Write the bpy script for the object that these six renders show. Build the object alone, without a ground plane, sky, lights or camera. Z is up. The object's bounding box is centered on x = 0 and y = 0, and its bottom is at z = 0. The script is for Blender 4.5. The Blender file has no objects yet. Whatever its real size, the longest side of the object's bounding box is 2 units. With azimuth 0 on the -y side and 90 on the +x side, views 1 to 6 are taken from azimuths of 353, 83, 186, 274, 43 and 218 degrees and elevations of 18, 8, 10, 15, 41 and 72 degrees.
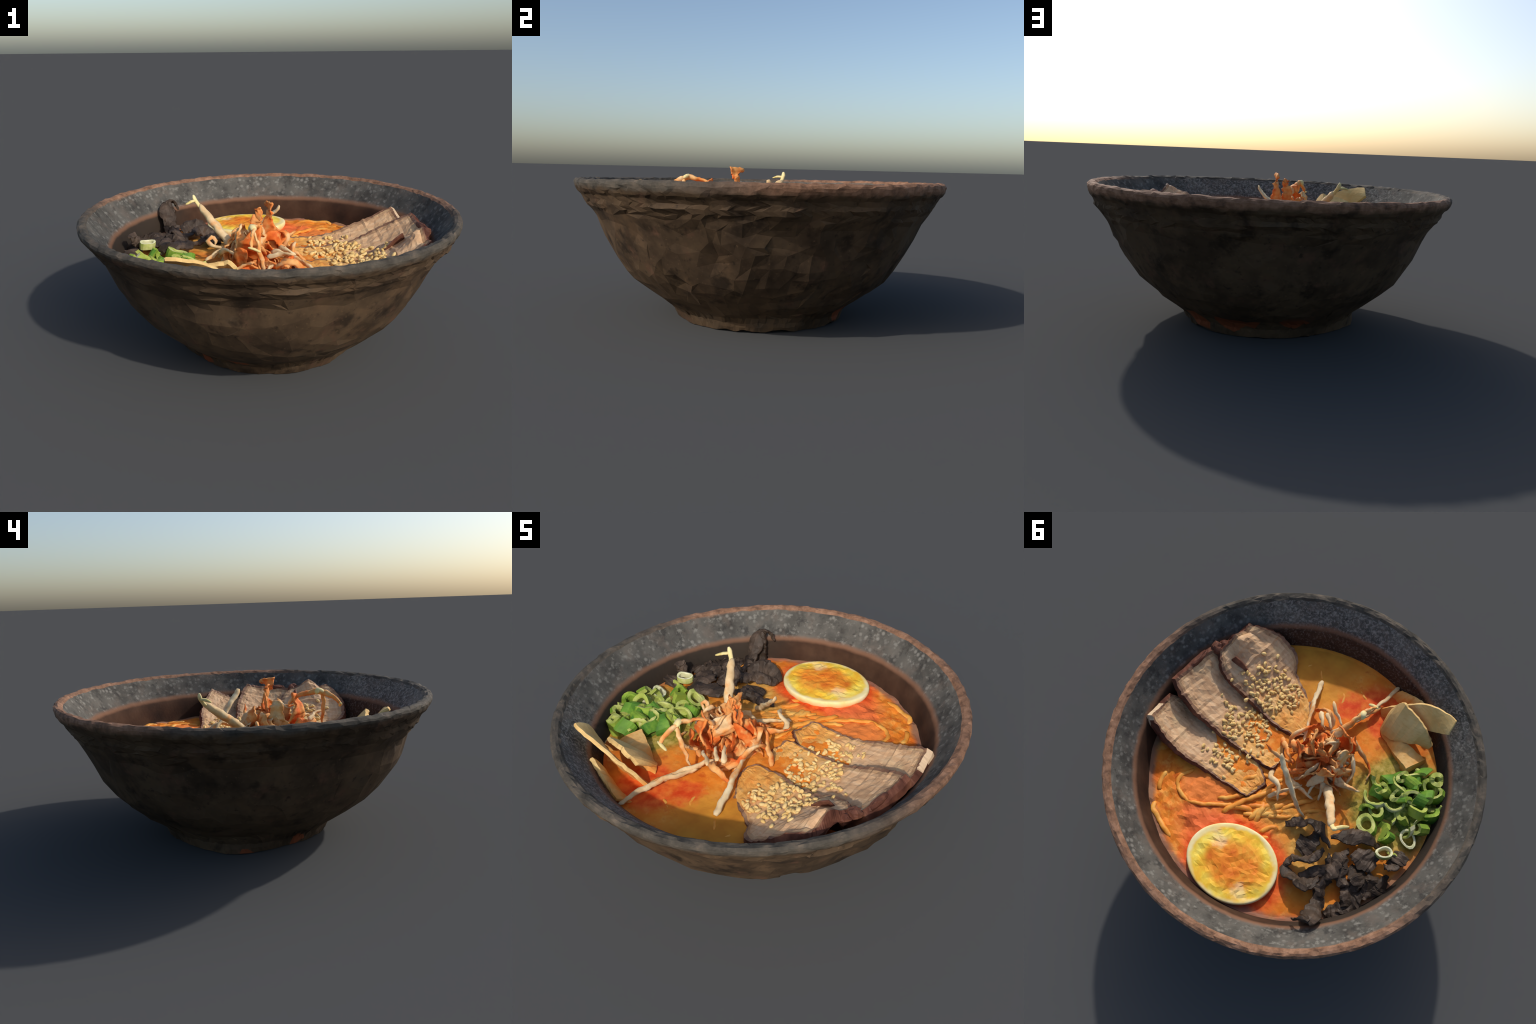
# Ramen in a dark stoneware bowl, built part by part.  Metres, z up.
import bpy, math, random
import numpy as np
from mathutils import Vector, Matrix

RNG = np.random.RandomState(7)
random.seed(7)

# ------------------------------------------------------------------ noise
_PERM = np.random.RandomState(11).permutation(256)
_PERM = np.concatenate([_PERM, _PERM, _PERM])
_GRAD = np.random.RandomState(12).normal(size=(256, 3))
_GRAD /= np.linalg.norm(_GRAD, axis=1)[:, None]

def perlin(p):
    """gradient noise, p is (n, 3); about -0.7 .. 0.7"""
    p = np.asarray(p, float)
    i = np.floor(p).astype(int)
    f = p - i
    i &= 255
    w = f * f * f * (f * (f * 6 - 15) + 10)
    out = np.zeros(len(p))
    for dx in (0, 1):
        for dy in (0, 1):
            for dz in (0, 1):
                h = _PERM[_PERM[_PERM[(i[:, 0] + dx) & 255] + ((i[:, 1] + dy) & 255)] + ((i[:, 2] + dz) & 255)]
                d = f - np.array([dx, dy, dz])
                v = (_GRAD[h & 255] * d).sum(1)
                out += v * np.where(dx, w[:, 0], 1 - w[:, 0]) * np.where(dy, w[:, 1], 1 - w[:, 1]) * np.where(dz, w[:, 2], 1 - w[:, 2])
    return out

def fbm(p, octaves=3, seed=0.0):
    p = np.asarray(p, float) + seed
    s, a = 0, 1.0
    for _ in range(octaves):
        s = s + a * perlin(p)
        p = p * 2.03 + 17.3
        a *= 0.5
    return s

def vec_noise(p, scale, seed, octaves=2):
    return np.stack([fbm(p * scale, octaves, seed + 31.7 * k) for k in range(3)], 1)

# ------------------------------------------------------------------ splines
def spline(points, n):
    """Catmull-Rom through points, n samples evenly spread along the length"""
    P = np.asarray(points, float)
    if len(P) == 2:
        t = np.linspace(0, 1, n)[:, None]
        return P[0] * (1 - t) + P[1] * t
    Q = np.vstack([2 * P[0] - P[1], P, 2 * P[-1] - P[-2]])
    out = []
    m = 16
    for k in range(len(P) - 1):
        a, b, c, d = Q[k:k + 4]
        for t in np.linspace(0, 1, m, endpoint=(k == len(P) - 2)):
            out.append(0.5 * (2 * b + (c - a) * t + (2 * a - 5 * b + 4 * c - d) * t * t + (3 * b - a - 3 * c + d) * t ** 3))
    out = np.array(out)
    L = np.concatenate([[0], np.cumsum(np.linalg.norm(np.diff(out[:, :3], axis=0), axis=1))])
    s = np.linspace(0, L[-1], n)
    return np.stack([np.interp(s, L, out[:, k]) for k in range(out.shape[1])], 1)

def smoothstep(a, b, x):
    t = np.clip((x - a) / (b - a), 0, 1)
    return t * t * (3 - 2 * t)

# ------------------------------------------------------------------ objects
ROOT = bpy.data.objects.new("ramen_bowl", None)
bpy.context.scene.collection.objects.link(ROOT)
ROOT["label"] = "dark stoneware bowl of ramen with egg, pork and vegetables"
ROOT["category"] = "noodle soup"

def make_mesh(name, verts, faces, mats, smooth=False, face_mat=None):
    me = bpy.data.meshes.new(name)
    me.from_pydata([tuple(map(float, v)) for v in verts], [], [tuple(map(int, f)) for f in faces])
    for m in (mats if isinstance(mats, (list, tuple)) else [mats]):
        me.materials.append(m)
    if face_mat is not None:
        me.polygons.foreach_set("material_index", np.asarray(face_mat, dtype=np.int32))
    me.polygons.foreach_set("use_smooth", [bool(smooth)] * len(me.polygons))
    me.update()
    return me

def put(name, me, parent=None, matrix=None, stuff=False):
    ob = bpy.data.objects.new(name, me)
    bpy.context.scene.collection.objects.link(ob)
    ob.parent = parent or ROOT
    if matrix is not None:
        ob.matrix_local = matrix
    if stuff:
        ob["kind"] = "stuff"
    return ob

class Geo:
    """collects vertices and faces of several pieces"""
    def __init__(self):
        self.v, self.f, self.m = [], [], []
    def add(self, v, f, mat=0):
        o = len(self.v)
        self.v.extend([tuple(x) for x in v])
        self.f.extend([tuple(i + o for i in q) for q in f])
        self.m.extend([mat] * len(f) if np.isscalar(mat) else list(mat))
        return self

def frames(C):
    """parallel-transport frames along a centre line"""
    T = np.gradient(C, axis=0)
    T /= np.linalg.norm(T, axis=1)[:, None] + 1e-9
    ref = np.array([0, 0, 1.0]) if abs(T[0][2]) < 0.85 else np.array([1.0, 0, 0])
    N = [np.cross(T[0], np.cross(ref, T[0]))]
    N[0] /= np.linalg.norm(N[0])
    for i in range(1, len(C)):
        n = N[-1] - T[i] * (N[-1] @ T[i])
        N.append(n / (np.linalg.norm(n) + 1e-9))
    N = np.array(N)
    return T, N, np.cross(T, N)

def strand(points, radii, sides=8, n=None, flat=1.0, twist=0.0, wobble=0.0, seed=0.0, roll=0.0):
    """round or flattened strand with closed, rounded ends"""
    P = np.asarray(points, float)
    ln = np.linalg.norm(np.diff(P, axis=0), axis=1).sum()
    n = n or max(8, int(ln / 0.014))
    C = spline(P, n)
    rr = np.interp(np.linspace(0, 1, n), np.linspace(0, 1, len(radii)), radii) if not np.isscalar(radii) else np.full(n, radii)
    cap = np.minimum(np.arange(n), np.arange(n)[::-1])
    rr = rr * np.sqrt(np.clip(1 - (1 - np.clip((cap + 0.25) / 1.6, 0, 1)) ** 2, 0.05, 1))
    if wobble:
        C = C + vec_noise(C, 22.0, seed) * wobble
    T, N, B = frames(C)
    ang = roll + twist * np.linspace(0, 1, n)
    N2 = N * np.cos(ang)[:, None] + B * np.sin(ang)[:, None]
    B2 = B * np.cos(ang)[:, None] - N * np.sin(ang)[:, None]
    v = []
    for k in range(sides):
        a = 2 * math.pi * k / sides
        v.append(C + B2 * (rr * math.cos(a))[:, None] + N2 * (rr * flat * math.sin(a))[:, None])
    v = np.stack(v, 1).reshape(-1, 3)
    if wobble:
        v = v + vec_noise(v, 55.0, seed + 3) * wobble * 0.6
    f = []
    for i in range(n - 1):
        for k in range(sides):
            k2 = (k + 1) % sides
            a, b, c, d = i * sides + k, i * sides + k2, (i + 1) * sides + k2, (i + 1) * sides + k
            f += [(a, b, c), (a, c, d)] if (i + k) % 2 else [(a, b, d), (b, c, d)]
    f.append(tuple(range(sides))[::-1])
    f.append(tuple((n - 1) * sides + k for k in range(sides)))
    return v, f

def sheet(edge_a, edge_b, thick, nu=24, nv=10, crumple=0.0, scale=12.0, seed=0.0, bulge=0.0, jag=0.0, down=None, taper=None):
    """a thick sheet spanned between two edge curves; returns verts, faces, ring (0 = side wall, 1.. = inwards from the rim)"""
    A, B = spline(edge_a, nu), spline(edge_b, nu)
    t = np.linspace(0, 1, nv)
    if jag:
        A = A + vec_noise(A, 38.0, seed + 5) * jag
        B = B + vec_noise(B, 38.0, seed + 9) * jag
    top = A[:, None, :] * (1 - t)[None, :, None] + B[:, None, :] * t[None, :, None]
    du, dv = np.gradient(top, axis=0), np.gradient(top, axis=1)
    nrm = np.cross(du, dv)
    nrm /= np.linalg.norm(nrm, axis=2)[:, :, None] + 1e-9
    if nrm[:, :, 2].mean() < 0:
        nrm = -nrm
    top = top + nrm * (bulge * (4 * t * (1 - t)))[None, :, None]
    flat = top.reshape(-1, 3)
    if crumple:
        w = vec_noise(flat, scale, seed, 3) * crumple
        flat = flat + w
    top = flat.reshape(nu, nv, 3)
    dn = nrm if down is None else np.broadcast_to(-np.asarray(down, float), nrm.shape)
    th = thick if taper is None else thick * np.interp(np.linspace(0, 1, nu), np.linspace(0, 1, len(taper)), taper)[:, None, None]
    bot = top - dn * th
    mid = (top + bot) / 2
    N = nu * nv
    verts = np.vstack([top.reshape(-1, 3), bot.reshape(-1, 3)])
    f, ring = [], []
    idx = lambda i, j: i * nv + j
    for i in range(nu - 1):
        for j in range(nv - 1):
            q = (idx(i, j), idx(i + 1, j), idx(i + 1, j + 1), idx(i, j + 1))
            r = 1 + min(i, nu - 2 - i, j, nv - 2 - j)
            if (i * 7 + j * 3) % 2:
                f += [(q[0], q[1], q[2]), (q[0], q[2], q[3])]
            else:
                f += [(q[0], q[1], q[3]), (q[1], q[2], q[3])]
            ring += [r, r]
            f.append((q[3] + N, q[2] + N, q[1] + N, q[0] + N)); ring.append(0)
    loop = [idx(i, 0) for i in range(nu)] + [idx(nu - 1, j) for j in range(1, nv)] + \
           [idx(i, nv - 1) for i in range(nu - 2, -1, -1)] + [idx(0, j) for j in range(nv - 2, 0, -1)]
    # bulging side wall through a middle row
    base = len(verts)
    cen = top.reshape(-1, 3).mean(0)
    M = []
    for k in loop:
        m = mid.reshape(-1, 3)[k]
        d = m - cen
        d = d - nrm.reshape(-1, 3)[k] * (d @ nrm.reshape(-1, 3)[k])
        M.append(m + d / (np.linalg.norm(d) + 1e-9) * abs(thick) * 0.18)
    verts = np.vstack([verts, np.array(M)])
    n = len(loop)
    for k in range(n):
        a, b = loop[k], loop[(k + 1) % n]
        ma, mb = base + k, base + (k + 1) % n
        f += [(b, a, ma, mb), (mb, ma, a + N, b + N)]
        ring += [0, 0]
    return verts, f, np.array(ring)

# ------------------------------------------------------------------ materials
class Mat:
    def __init__(self, name, rough=0.75, spec=0.2):
        self.m = bpy.data.materials.new(name)
        self.m.use_nodes = True
        self.nt = self.m.node_tree
        self.nt.nodes.clear()
        self.out = self.nt.nodes.new("ShaderNodeOutputMaterial")
        self.b = self.nt.nodes.new("ShaderNodeBsdfPrincipled")
        self.b.inputs["Roughness"].default_value = rough
        self.b.inputs["Specular IOR Level"].default_value = spec
        self.nt.links.new(self.b.outputs[0], self.out.inputs[0])
        self.co = self.nt.nodes.new("ShaderNodeTexCoord").outputs["Object"]
    def node(self, t, **kw):
        n = self.nt.nodes.new(t)
        for k, v in kw.items():
            setattr(n, k, v)
        return n
    def put(self, sock, v):
        if isinstance(v, bpy.types.NodeSocket):
            self.nt.links.new(v, sock)
        elif isinstance(v, (tuple, list)) and len(v) == 3 and sock.type == 'RGBA':
            sock.default_value = (*v, 1)
        else:
            sock.default_value = v
    def noise(self, scale, detail=3, rough=0.55, co=None, dist=0.0, off=None):
        n = self.node("ShaderNodeTexNoise")
        c = co or self.co
        if off is not None:
            mp = self.node("ShaderNodeMapping")
            mp.inputs["Location"].default_value = off
            self.nt.links.new(c, mp.inputs[0]); c = mp.outputs[0]
        self.nt.links.new(c, n.inputs["Vector"])
        n.inputs["Scale"].default_value = scale
        n.inputs["Detail"].default_value = detail
        n.inputs["Roughness"].default_value = rough
        n.inputs["Distortion"].default_value = dist
        return n.outputs["Fac"]
    def stretch(self, sx, sy, sz, rot=(0, 0, 0)):
        mp = self.node("ShaderNodeMapping")
        mp.inputs["Scale"].default_value = (sx, sy, sz)
        mp.inputs["Rotation"].default_value = rot
        self.nt.links.new(self.co, mp.inputs[0])
        return mp.outputs[0]
    def voronoi(self, scale, out="Distance", co=None, feature='F1'):
        n = self.node("ShaderNodeTexVoronoi", feature=feature)
        self.nt.links.new(co or self.co, n.inputs["Vector"])
        n.inputs["Scale"].default_value = scale
        return n.outputs[out]
    def ramp(self, fac, stops, interp='LINEAR'):
        n = self.node("ShaderNodeValToRGB")
        n.color_ramp.interpolation = interp
        e = n.color_ramp.elements
        while len(e) < len(stops):
            e.new(0.5)
        for k, (p, c) in enumerate(stops):
            e[k].position = p
            e[k].color = (*c, 1) if not np.isscalar(c) else (c, c, c, 1)
        self.put(n.inputs[0], fac)
        return n.outputs[0]
    def remap(self, v, a, b, c=0.0, d=1.0, smooth=True):
        n = self.node("ShaderNodeMapRange", interpolation_type='SMOOTHSTEP' if smooth else 'LINEAR')
        self.put(n.inputs["Value"], v)
        for k, x in (("From Min", a), ("From Max", b), ("To Min", c), ("To Max", d)):
            n.inputs[k].default_value = x
        return n.outputs[0]
    def math(self, op, a, b=0.0):
        n = self.node("ShaderNodeMath", operation=op)
        self.put(n.inputs[0], a); self.put(n.inputs[1], b)
        return n.outputs[0]
    def mix(self, fac, a, b, mode='MIX'):
        n = self.node("ShaderNodeMix", data_type='RGBA', blend_type=mode)
        self.put(n.inputs[0], fac); self.put(n.inputs[6], a); self.put(n.inputs[7], b)
        return n.outputs[2]
    def xyz(self):
        n = self.node("ShaderNodeSeparateXYZ")
        self.nt.links.new(self.co, n.inputs[0])
        return n.outputs
    def radius(self):
        x, y, z = self.xyz()
        return self.math('SQRT', self.math('ADD', self.math('MULTIPLY', x, x), self.math('MULTIPLY', y, y)))
    def blob(self, centre, r0, r1, warp=0.0, wscale=6.0, squash=None, rot=0.0):
        """1 inside radius r0 of centre, 0 beyond r1, border broken up by noise"""
        c = self.co
        mp = self.node("ShaderNodeMapping", vector_type='TEXTURE')
        mp.inputs["Location"].default_value = centre
        mp.inputs["Rotation"].default_value = (0, 0, rot)
        mp.inputs["Scale"].default_value = squash or (1, 1, 1)
        self.nt.links.new(c, mp.inputs[0])
        n = self.node("ShaderNodeVectorMath", operation='LENGTH')
        self.nt.links.new(mp.outputs[0], n.inputs[0])
        d = n.outputs["Value"]
        if warp:
            w = self.math('MULTIPLY', self.math('SUBTRACT', self.noise(wscale, 4, off=(centre[0] * 3 + 5, 2.0, 1.0)), 0.5), warp * 2)
            d = self.math('ADD', d, w)
        return self.remap(d, r0, r1, 1.0, 0.0)
    def random(self):
        return self.node("ShaderNodeObjectInfo").outputs["Random"]
    def bump(self, h, strength=0.4, dist=0.01):
        n = self.node("ShaderNodeBump")
        n.inputs["Strength"].default_value = strength
        n.inputs["Distance"].default_value = dist
        self.put(n.inputs["Height"], h)
        self.nt.links.new(n.outputs[0], self.b.inputs["Normal"])
    def done(self, col):
        self.put(self.b.inputs["Base Color"], col)
        return self.m

def stoneware_outside():
    M = Mat("rough_stoneware", 0.8, 0.15)
    x, y, z = M.xyz()
    n = M.noise(3.5, 5, 0.6)
    c = M.ramp(n, [(0.28, (0.022, 0.014, 0.008)), (0.44, (0.052, 0.033, 0.019)), (0.58, (0.085, 0.054, 0.030)), (0.74, (0.058, 0.042, 0.028))])
    c = M.mix(M.remap(M.noise(9, 4, 0.6, off=(4, 1, 2)), 0.55, 0.75), c, (0.095, 0.050, 0.030))
    c = M.mix(M.remap(M.noise(5, 4, 0.65, off=(6, 1, 3)), 0.54, 0.68, 0, 0.6), c, (0.105, 0.063, 0.034))  # lighter tan blotches: sunlit patches of the wall mixed into the clay colour
    c = M.mix(M.remap(M.noise(6, 4, 0.65, off=(2, 8, 3)), 0.55, 0.70, 0, 0.85), c, (0.020, 0.013, 0.008))
    c = M.mix(M.remap(M.noise(26, 4, 0.7, off=(1, 7, 2)), 0.56, 0.76), c, (0.022, 0.015, 0.010))
    c = M.mix(M.remap(M.noise(60, 2, 0.6), 0.62, 0.75, 0, 0.4), c, (0.13, 0.080, 0.042))
    # pinkish fired clay along the lip of the +y side, grey glaze on the other
    lip = M.remap(M.math('ADD', z, M.math('MULTIPLY', M.noise(14, 4), 0.05)), 0.722, 0.752)
    side = M.remap(M.math('ADD', M.math('ADD', y, M.math('MULTIPLY', x, 0.25)), M.math('MULTIPLY', M.noise(3, 3), 0.7)), 0.05, 0.65)
    grey = M.ramp(M.noise(12, 5, 0.65), [(0.3, (0.032, 0.028, 0.023)), (0.5, (0.068, 0.059, 0.047)), (0.72, (0.135, 0.105, 0.078))])
    pink = M.ramp(M.noise(24, 4, 0.65, off=(3, 3, 3)), [(0.28, (0.095, 0.055, 0.036)), (0.46, (0.20, 0.105, 0.062)), (0.72, (0.31, 0.175, 0.11))])
    c = M.mix(lip, c, M.mix(side, grey, pink))
    # stray rusty chips low on the foot
    cell = M.node("ShaderNodeTexVoronoi")
    M.nt.links.new(M.co, cell.inputs["Vector"]); cell.inputs["Scale"].default_value = 9.0
    r = M.node("ShaderNodeSeparateColor"); M.nt.links.new(cell.outputs["Color"], r.inputs[0])
    chip = M.math('MULTIPLY', M.math('GREATER_THAN', r.outputs[0], 0.94), M.remap(z, 0.10, 0.15, 1, 0))
    c = M.mix(chip, c, (0.16, 0.045, 0.018))
    M.bump(M.noise(45, 5, 0.65), 0.15, 0.008)
    return M.done(c)

def glazed_inside():
    M = Mat("speckled_glaze", 0.85, 0.12)
    x, y, z = M.xyz()
    r = M.radius()
    g = M.ramp(M.noise(7, 5, 0.6), [(0.3, (0.044, 0.041, 0.036)), (0.5, (0.082, 0.077, 0.067)), (0.7, (0.122, 0.112, 0.095))])
    # pale crystals in the glaze: scattered spots and a fine mist of the -y side
    sp = M.remap(M.voronoi(27), 0.12, 0.42, 1, 0)
    sp = M.math('MULTIPLY', sp, M.remap(M.noise(6, 4, 0.6, off=(2, 5, 1)), 0.40, 0.62))
    g = M.mix(M.remap(M.noise(30, 3, 0.6, off=(3, 3, 7)), 0.54, 0.72, 0, 0.55), g, (0.24, 0.23, 0.20))
    g = M.mix(M.remap(M.noise(15, 4, 0.7, off=(9, 3, 2)), 0.52, 0.68, 0, 0.7), g, (0.030, 0.028, 0.026))
    g = M.mix(M.math('MULTIPLY', sp, 0.5), g, (0.29, 0.275, 0.24))
    mist = M.math('MULTIPLY', M.remap(M.noise(75, 3, 0.7), 0.46, 0.64), M.remap(y, -0.45, -0.75))
    g = M.mix(M.math('MULTIPLY', mist, 0.6), g, (0.31, 0.28, 0.25))
    warm = M.math('MULTIPLY', M.remap(M.noise(12, 4, off=(0, 9, 0)), 0.5, 0.7), 0.5)
    g = M.mix(warm, g, (0.13, 0.105, 0.085))
    # bare lip of the rim
    side = M.remap(M.math('ADD', M.math('ADD', y, M.math('MULTIPLY', x, 0.25)), M.math('MULTIPLY', M.noise(3, 3), 0.7)), 0.05, 0.65)
    pink = M.ramp(M.noise(24, 4, 0.65, off=(3, 3, 3)), [(0.28, (0.11, 0.065, 0.044)), (0.46, (0.23, 0.12, 0.072)), (0.72, (0.33, 0.19, 0.12))])
    greyl = M.ramp(M.noise(12, 5, 0.65), [(0.3, (0.055, 0.051, 0.046)), (0.5, (0.11, 0.098, 0.083)), (0.72, (0.19, 0.155, 0.125))])
    rn = M.math('ADD', r, M.math('MULTIPLY', M.math('SUBTRACT', M.noise(8, 4), 0.5), 0.035))
    g = M.mix(M.remap(rn, 0.945, 0.964), g, M.mix(side, greyl, pink))
    # brown wall below the ledge, with a rusty line on its edge
    zn = M.math('ADD', z, M.math('MULTIPLY', M.math('SUBTRACT', M.noise(12, 3), 0.5), 0.012))
    zn = M.math('SUBTRACT', zn, M.math('MULTIPLY', x, 0.018))
    brown = M.ramp(M.noise(6, 4, 0.6, off=(8, 0, 0)), [(0.3, (0.026, 0.014, 0.009)), (0.5, (0.048, 0.024, 0.014)), (0.72, (0.072, 0.038, 0.022))])
    brown = M.mix(M.math('MULTIPLY', M.remap(M.noise(75, 3, 0.7), 0.5, 0.66), M.remap(y, -0.4, -0.7, 0, 0.45)), brown, (0.20, 0.15, 0.12))
    brown = M.mix(M.remap(x, -0.35, -0.6, 0, 0.75), brown, (0.032, 0.027, 0.021))
    c = M.mix(M.remap(zn, 0.604, 0.622), brown, g)
    edge = M.math('MULTIPLY', M.remap(zn, 0.592, 0.610), M.remap(zn, 0.612, 0.632, 1, 0))
    c = M.mix(M.math('MULTIPLY', edge, 0.7), c, (0.21, 0.105, 0.060))
    M.bump(M.noise(60, 4, 0.6), 0.25, 0.006)
    return M.done(c)

def broth():
    M = Mat("chili_broth", 0.6, 0.12)
    x, y, z = M.xyz()
    c = M.ramp(M.noise(7, 5, 0.6), [(0.28, (0.62, 0.125, 0.014)), (0.5, (0.74, 0.215, 0.022)), (0.72, (0.80, 0.32, 0.05))])
    c = M.mix(M.remap(M.noise(16, 4, 0.65, off=(1, 2, 3)), 0.52, 0.7, 0, 0.7), c, (0.80, 0.36, 0.075))  # yellowish mottling draws the pale highlights on the broth's lumps
    c = M.mix(M.remap(M.noise(13, 4, 0.65, off=(5, 2, 3)), 0.56, 0.72, 0, 0.7), c, (0.55, 0.085, 0.012))
    ochre = M.ramp(M.noise(9, 4), [(0.3, (0.52, 0.19, 0.022)), (0.7, (0.68, 0.30, 0.035))])
    c = M.mix(M.blob((0.36, -0.62, 0.48), 0.20, 0.40, 0.10, 5), c, ochre)
    c = M.mix(M.blob((-0.26, 0.28, 0.48), 0.12, 0.32, 0.12, 6), c, M.ramp(M.noise(12, 4), [(0.35, (0.62, 0.22, 0.03)), (0.65, (0.76, 0.42, 0.10))]))
    # red oil
    red = M.ramp(M.noise(20, 4), [(0.35, (0.62, 0.055, 0.010)), (0.65, (0.78, 0.16, 0.030))])
    c = M.mix(M.blob((-0.20, -0.62, 0.48), 0.08, 0.22, 0.16, 7), c, red)
    c = M.mix(M.blob((-0.02, -0.55, 0.48), 0.03, 0.12, 0.14, 9), c, red)
    c = M.mix(M.blob((-0.07, 0.595, 0.48), 0.27, 0.345, 0.06, 9, squash=(1.0, 0.84, 1), rot=0.174), c, red)
    c = M.mix(M.math('MULTIPLY', M.blob((0.22, 0.50, 0.48), 0.06, 0.20, 0.12, 8), 0.8), c, (0.72, 0.14, 0.045))
    # salmon fat slick inside the noodle loop
    c = M.mix(M.blob((0.33, 0.37, 0.48), 0.05, 0.13, 0.05, 9, squash=(1.6, 0.8, 1), rot=0.5), c, (0.76, 0.21, 0.045))
    # leek oil and herbs
    gr = M.ramp(M.noise(22, 4, 0.7), [(0.32, (0.10, 0.11, 0.018)), (0.5, (0.36, 0.27, 0.045)), (0.7, (0.56, 0.40, 0.12))])
    c = M.mix(M.blob((-0.56, -0.24, 0.48), 0.22, 0.36, 0.14, 7), c, gr)
    # greyish scum where the broth meets the wall
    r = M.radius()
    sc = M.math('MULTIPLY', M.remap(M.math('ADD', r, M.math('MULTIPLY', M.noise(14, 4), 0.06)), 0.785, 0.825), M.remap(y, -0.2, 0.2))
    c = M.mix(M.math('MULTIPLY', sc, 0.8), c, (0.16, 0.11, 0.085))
    M.bump(M.noise(35, 3), 0.25, 0.006)
    return M.done(c)

def simple(name, stops, scale=14, rough=0.7, spec=0.2, fleck=None, fleck_scale=30, fleck_at=(0.55, 0.7), rand=None, bump=0.0, trans=0.0):
    M = Mat(name, rough, spec)
    c = M.ramp(M.noise(scale, 4, 0.6), stops)
    if fleck:
        c = M.mix(M.remap(M.noise(fleck_scale, 4, 0.65, off=(3, 8, 1)), *fleck_at), c, fleck)
    if rand:
        c = M.mix(M.math('MULTIPLY', M.random(), rand[0]), c, rand[1])
    if bump:
        M.bump(M.noise(scale * 4, 4), bump, 0.006)
    m = M.done(c)
    if trans:
        t = M.node("ShaderNodeBsdfTranslucent")
        M.put(t.inputs[0], c)
        mx = M.node("ShaderNodeMixShader"); mx.inputs[0].default_value = trans
        M.nt.links.new(M.b.outputs[0], mx.inputs[1]); M.nt.links.new(t.outputs[0], mx.inputs[2])
        M.nt.links.new(mx.outputs[0], M.out.inputs[0])
    return m

def egg_flesh():
    M = Mat("soft_boiled_egg", 0.6, 0.2)
    white = M.ramp(M.noise(9, 4), [(0.3, (0.78, 0.55, 0.17)), (0.5, (0.81, 0.66, 0.30)), (0.7, (0.83, 0.74, 0.46))])
    yellow = M.ramp(M.noise(12, 4, off=(1, 1, 4)), [(0.3, (0.78, 0.36, 0.025)), (0.5, (0.82, 0.52, 0.045)), (0.7, (0.83, 0.66, 0.12))])
    orange = M.ramp(M.noise(13, 4, off=(6, 1, 4)), [(0.3, (0.62, 0.13, 0.012)), (0.5, (0.78, 0.24, 0.022)), (0.7, (0.82, 0.40, 0.05))])
    kw = dict(squash=(0.252, 0.206, 0.4), rot=0.174)
    c = M.mix(M.blob((-0.072, 0.597, 0.50), 0.85, 0.97, 0.16, 9, **kw), white, yellow)
    c = M.mix(M.blob((-0.075, 0.600, 0.50), 0.50, 0.78, 0.20, 8, **kw), c, orange)
    painted_gloss = M.math('MAXIMUM', M.blob((0.075, 0.545, 0.52), 0.02, 0.06, 0.05, 20), M.blob((-0.19, 0.700, 0.52), 0.02, 0.055, 0.05, 20))  # two white highlights on the cut face, painted as pale spots
    c = M.mix(M.math('MULTIPLY', painted_gloss, 0.35), c, (0.84, 0.78, 0.52))
    return M.done(c)

def bamboo_flesh():
    M = Mat("bamboo_flesh", 0.7, 0.15)
    x, y, z = M.xyz()
    c = M.ramp(M.noise(7, 4), [(0.3, (0.58, 0.35, 0.12)), (0.5, (0.69, 0.46, 0.18)), (0.7, (0.75, 0.54, 0.24))])
    c = M.mix(M.remap(M.noise(9, 2, co=M.stretch(3, 3, 16), off=(2, 0, 0)), 0.5, 0.7, 0, 0.35), c, (0.56, 0.32, 0.10))
    zz = M.math('ADD', z, M.math('MULTIPLY', M.math('SUBTRACT', M.noise(10, 4), 0.5), 0.12))
    c = M.mix(M.remap(zz, 0.50, 0.58, 0.75, 0), c, (0.68, 0.25, 0.035))      # broth soaked in
    M.bump(M.noise(25, 4), 0.12, 0.006)
    return M.done(c)

def pork_meat(name, stops):
    M = Mat(name, 0.65, 0.25)
    x, y, z = M.xyz()
    fib = M.stretch(3.0, 16.0, 8.0, (0, 0, -0.25))
    c = M.ramp(M.noise(2.2, 5, 0.6, co=fib), stops)
    c = M.mix(M.remap(M.noise(7, 3, off=(6, 1, 0)), 0.52, 0.7, 0, 0.6), c, (0.64, 0.45, 0.24))
    c = M.mix(M.remap(M.noise(40, 2, off=(2, 6, 0)), 0.70, 0.76, 0, 0.6), c, (0.17, 0.085, 0.04))
    # broth soaked into the end that lies in the soup
    xs = M.math('ADD', x, M.math('MULTIPLY', M.math('SUBTRACT', M.noise(6, 4, off=(0, 4, 4)), 0.5), 0.35))
    xs = M.math('ADD', xs, M.math('MULTIPLY', M.math('ABSOLUTE', M.math('SUBTRACT', y, -0.04)), 0.25))
    soak = M.math('MULTIPLY', M.remap(xs, 0.28, 0.56, 1, 0), 0.9)
    c = M.mix(soak, c, M.ramp(M.noise(11, 4), [(0.32, (0.62, 0.21, 0.022)), (0.52, (0.68, 0.33, 0.065)), (0.7, (0.66, 0.42, 0.17))]))
    M.bump(M.noise(30, 4), 0.2, 0.006)
    return M.done(c)

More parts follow.
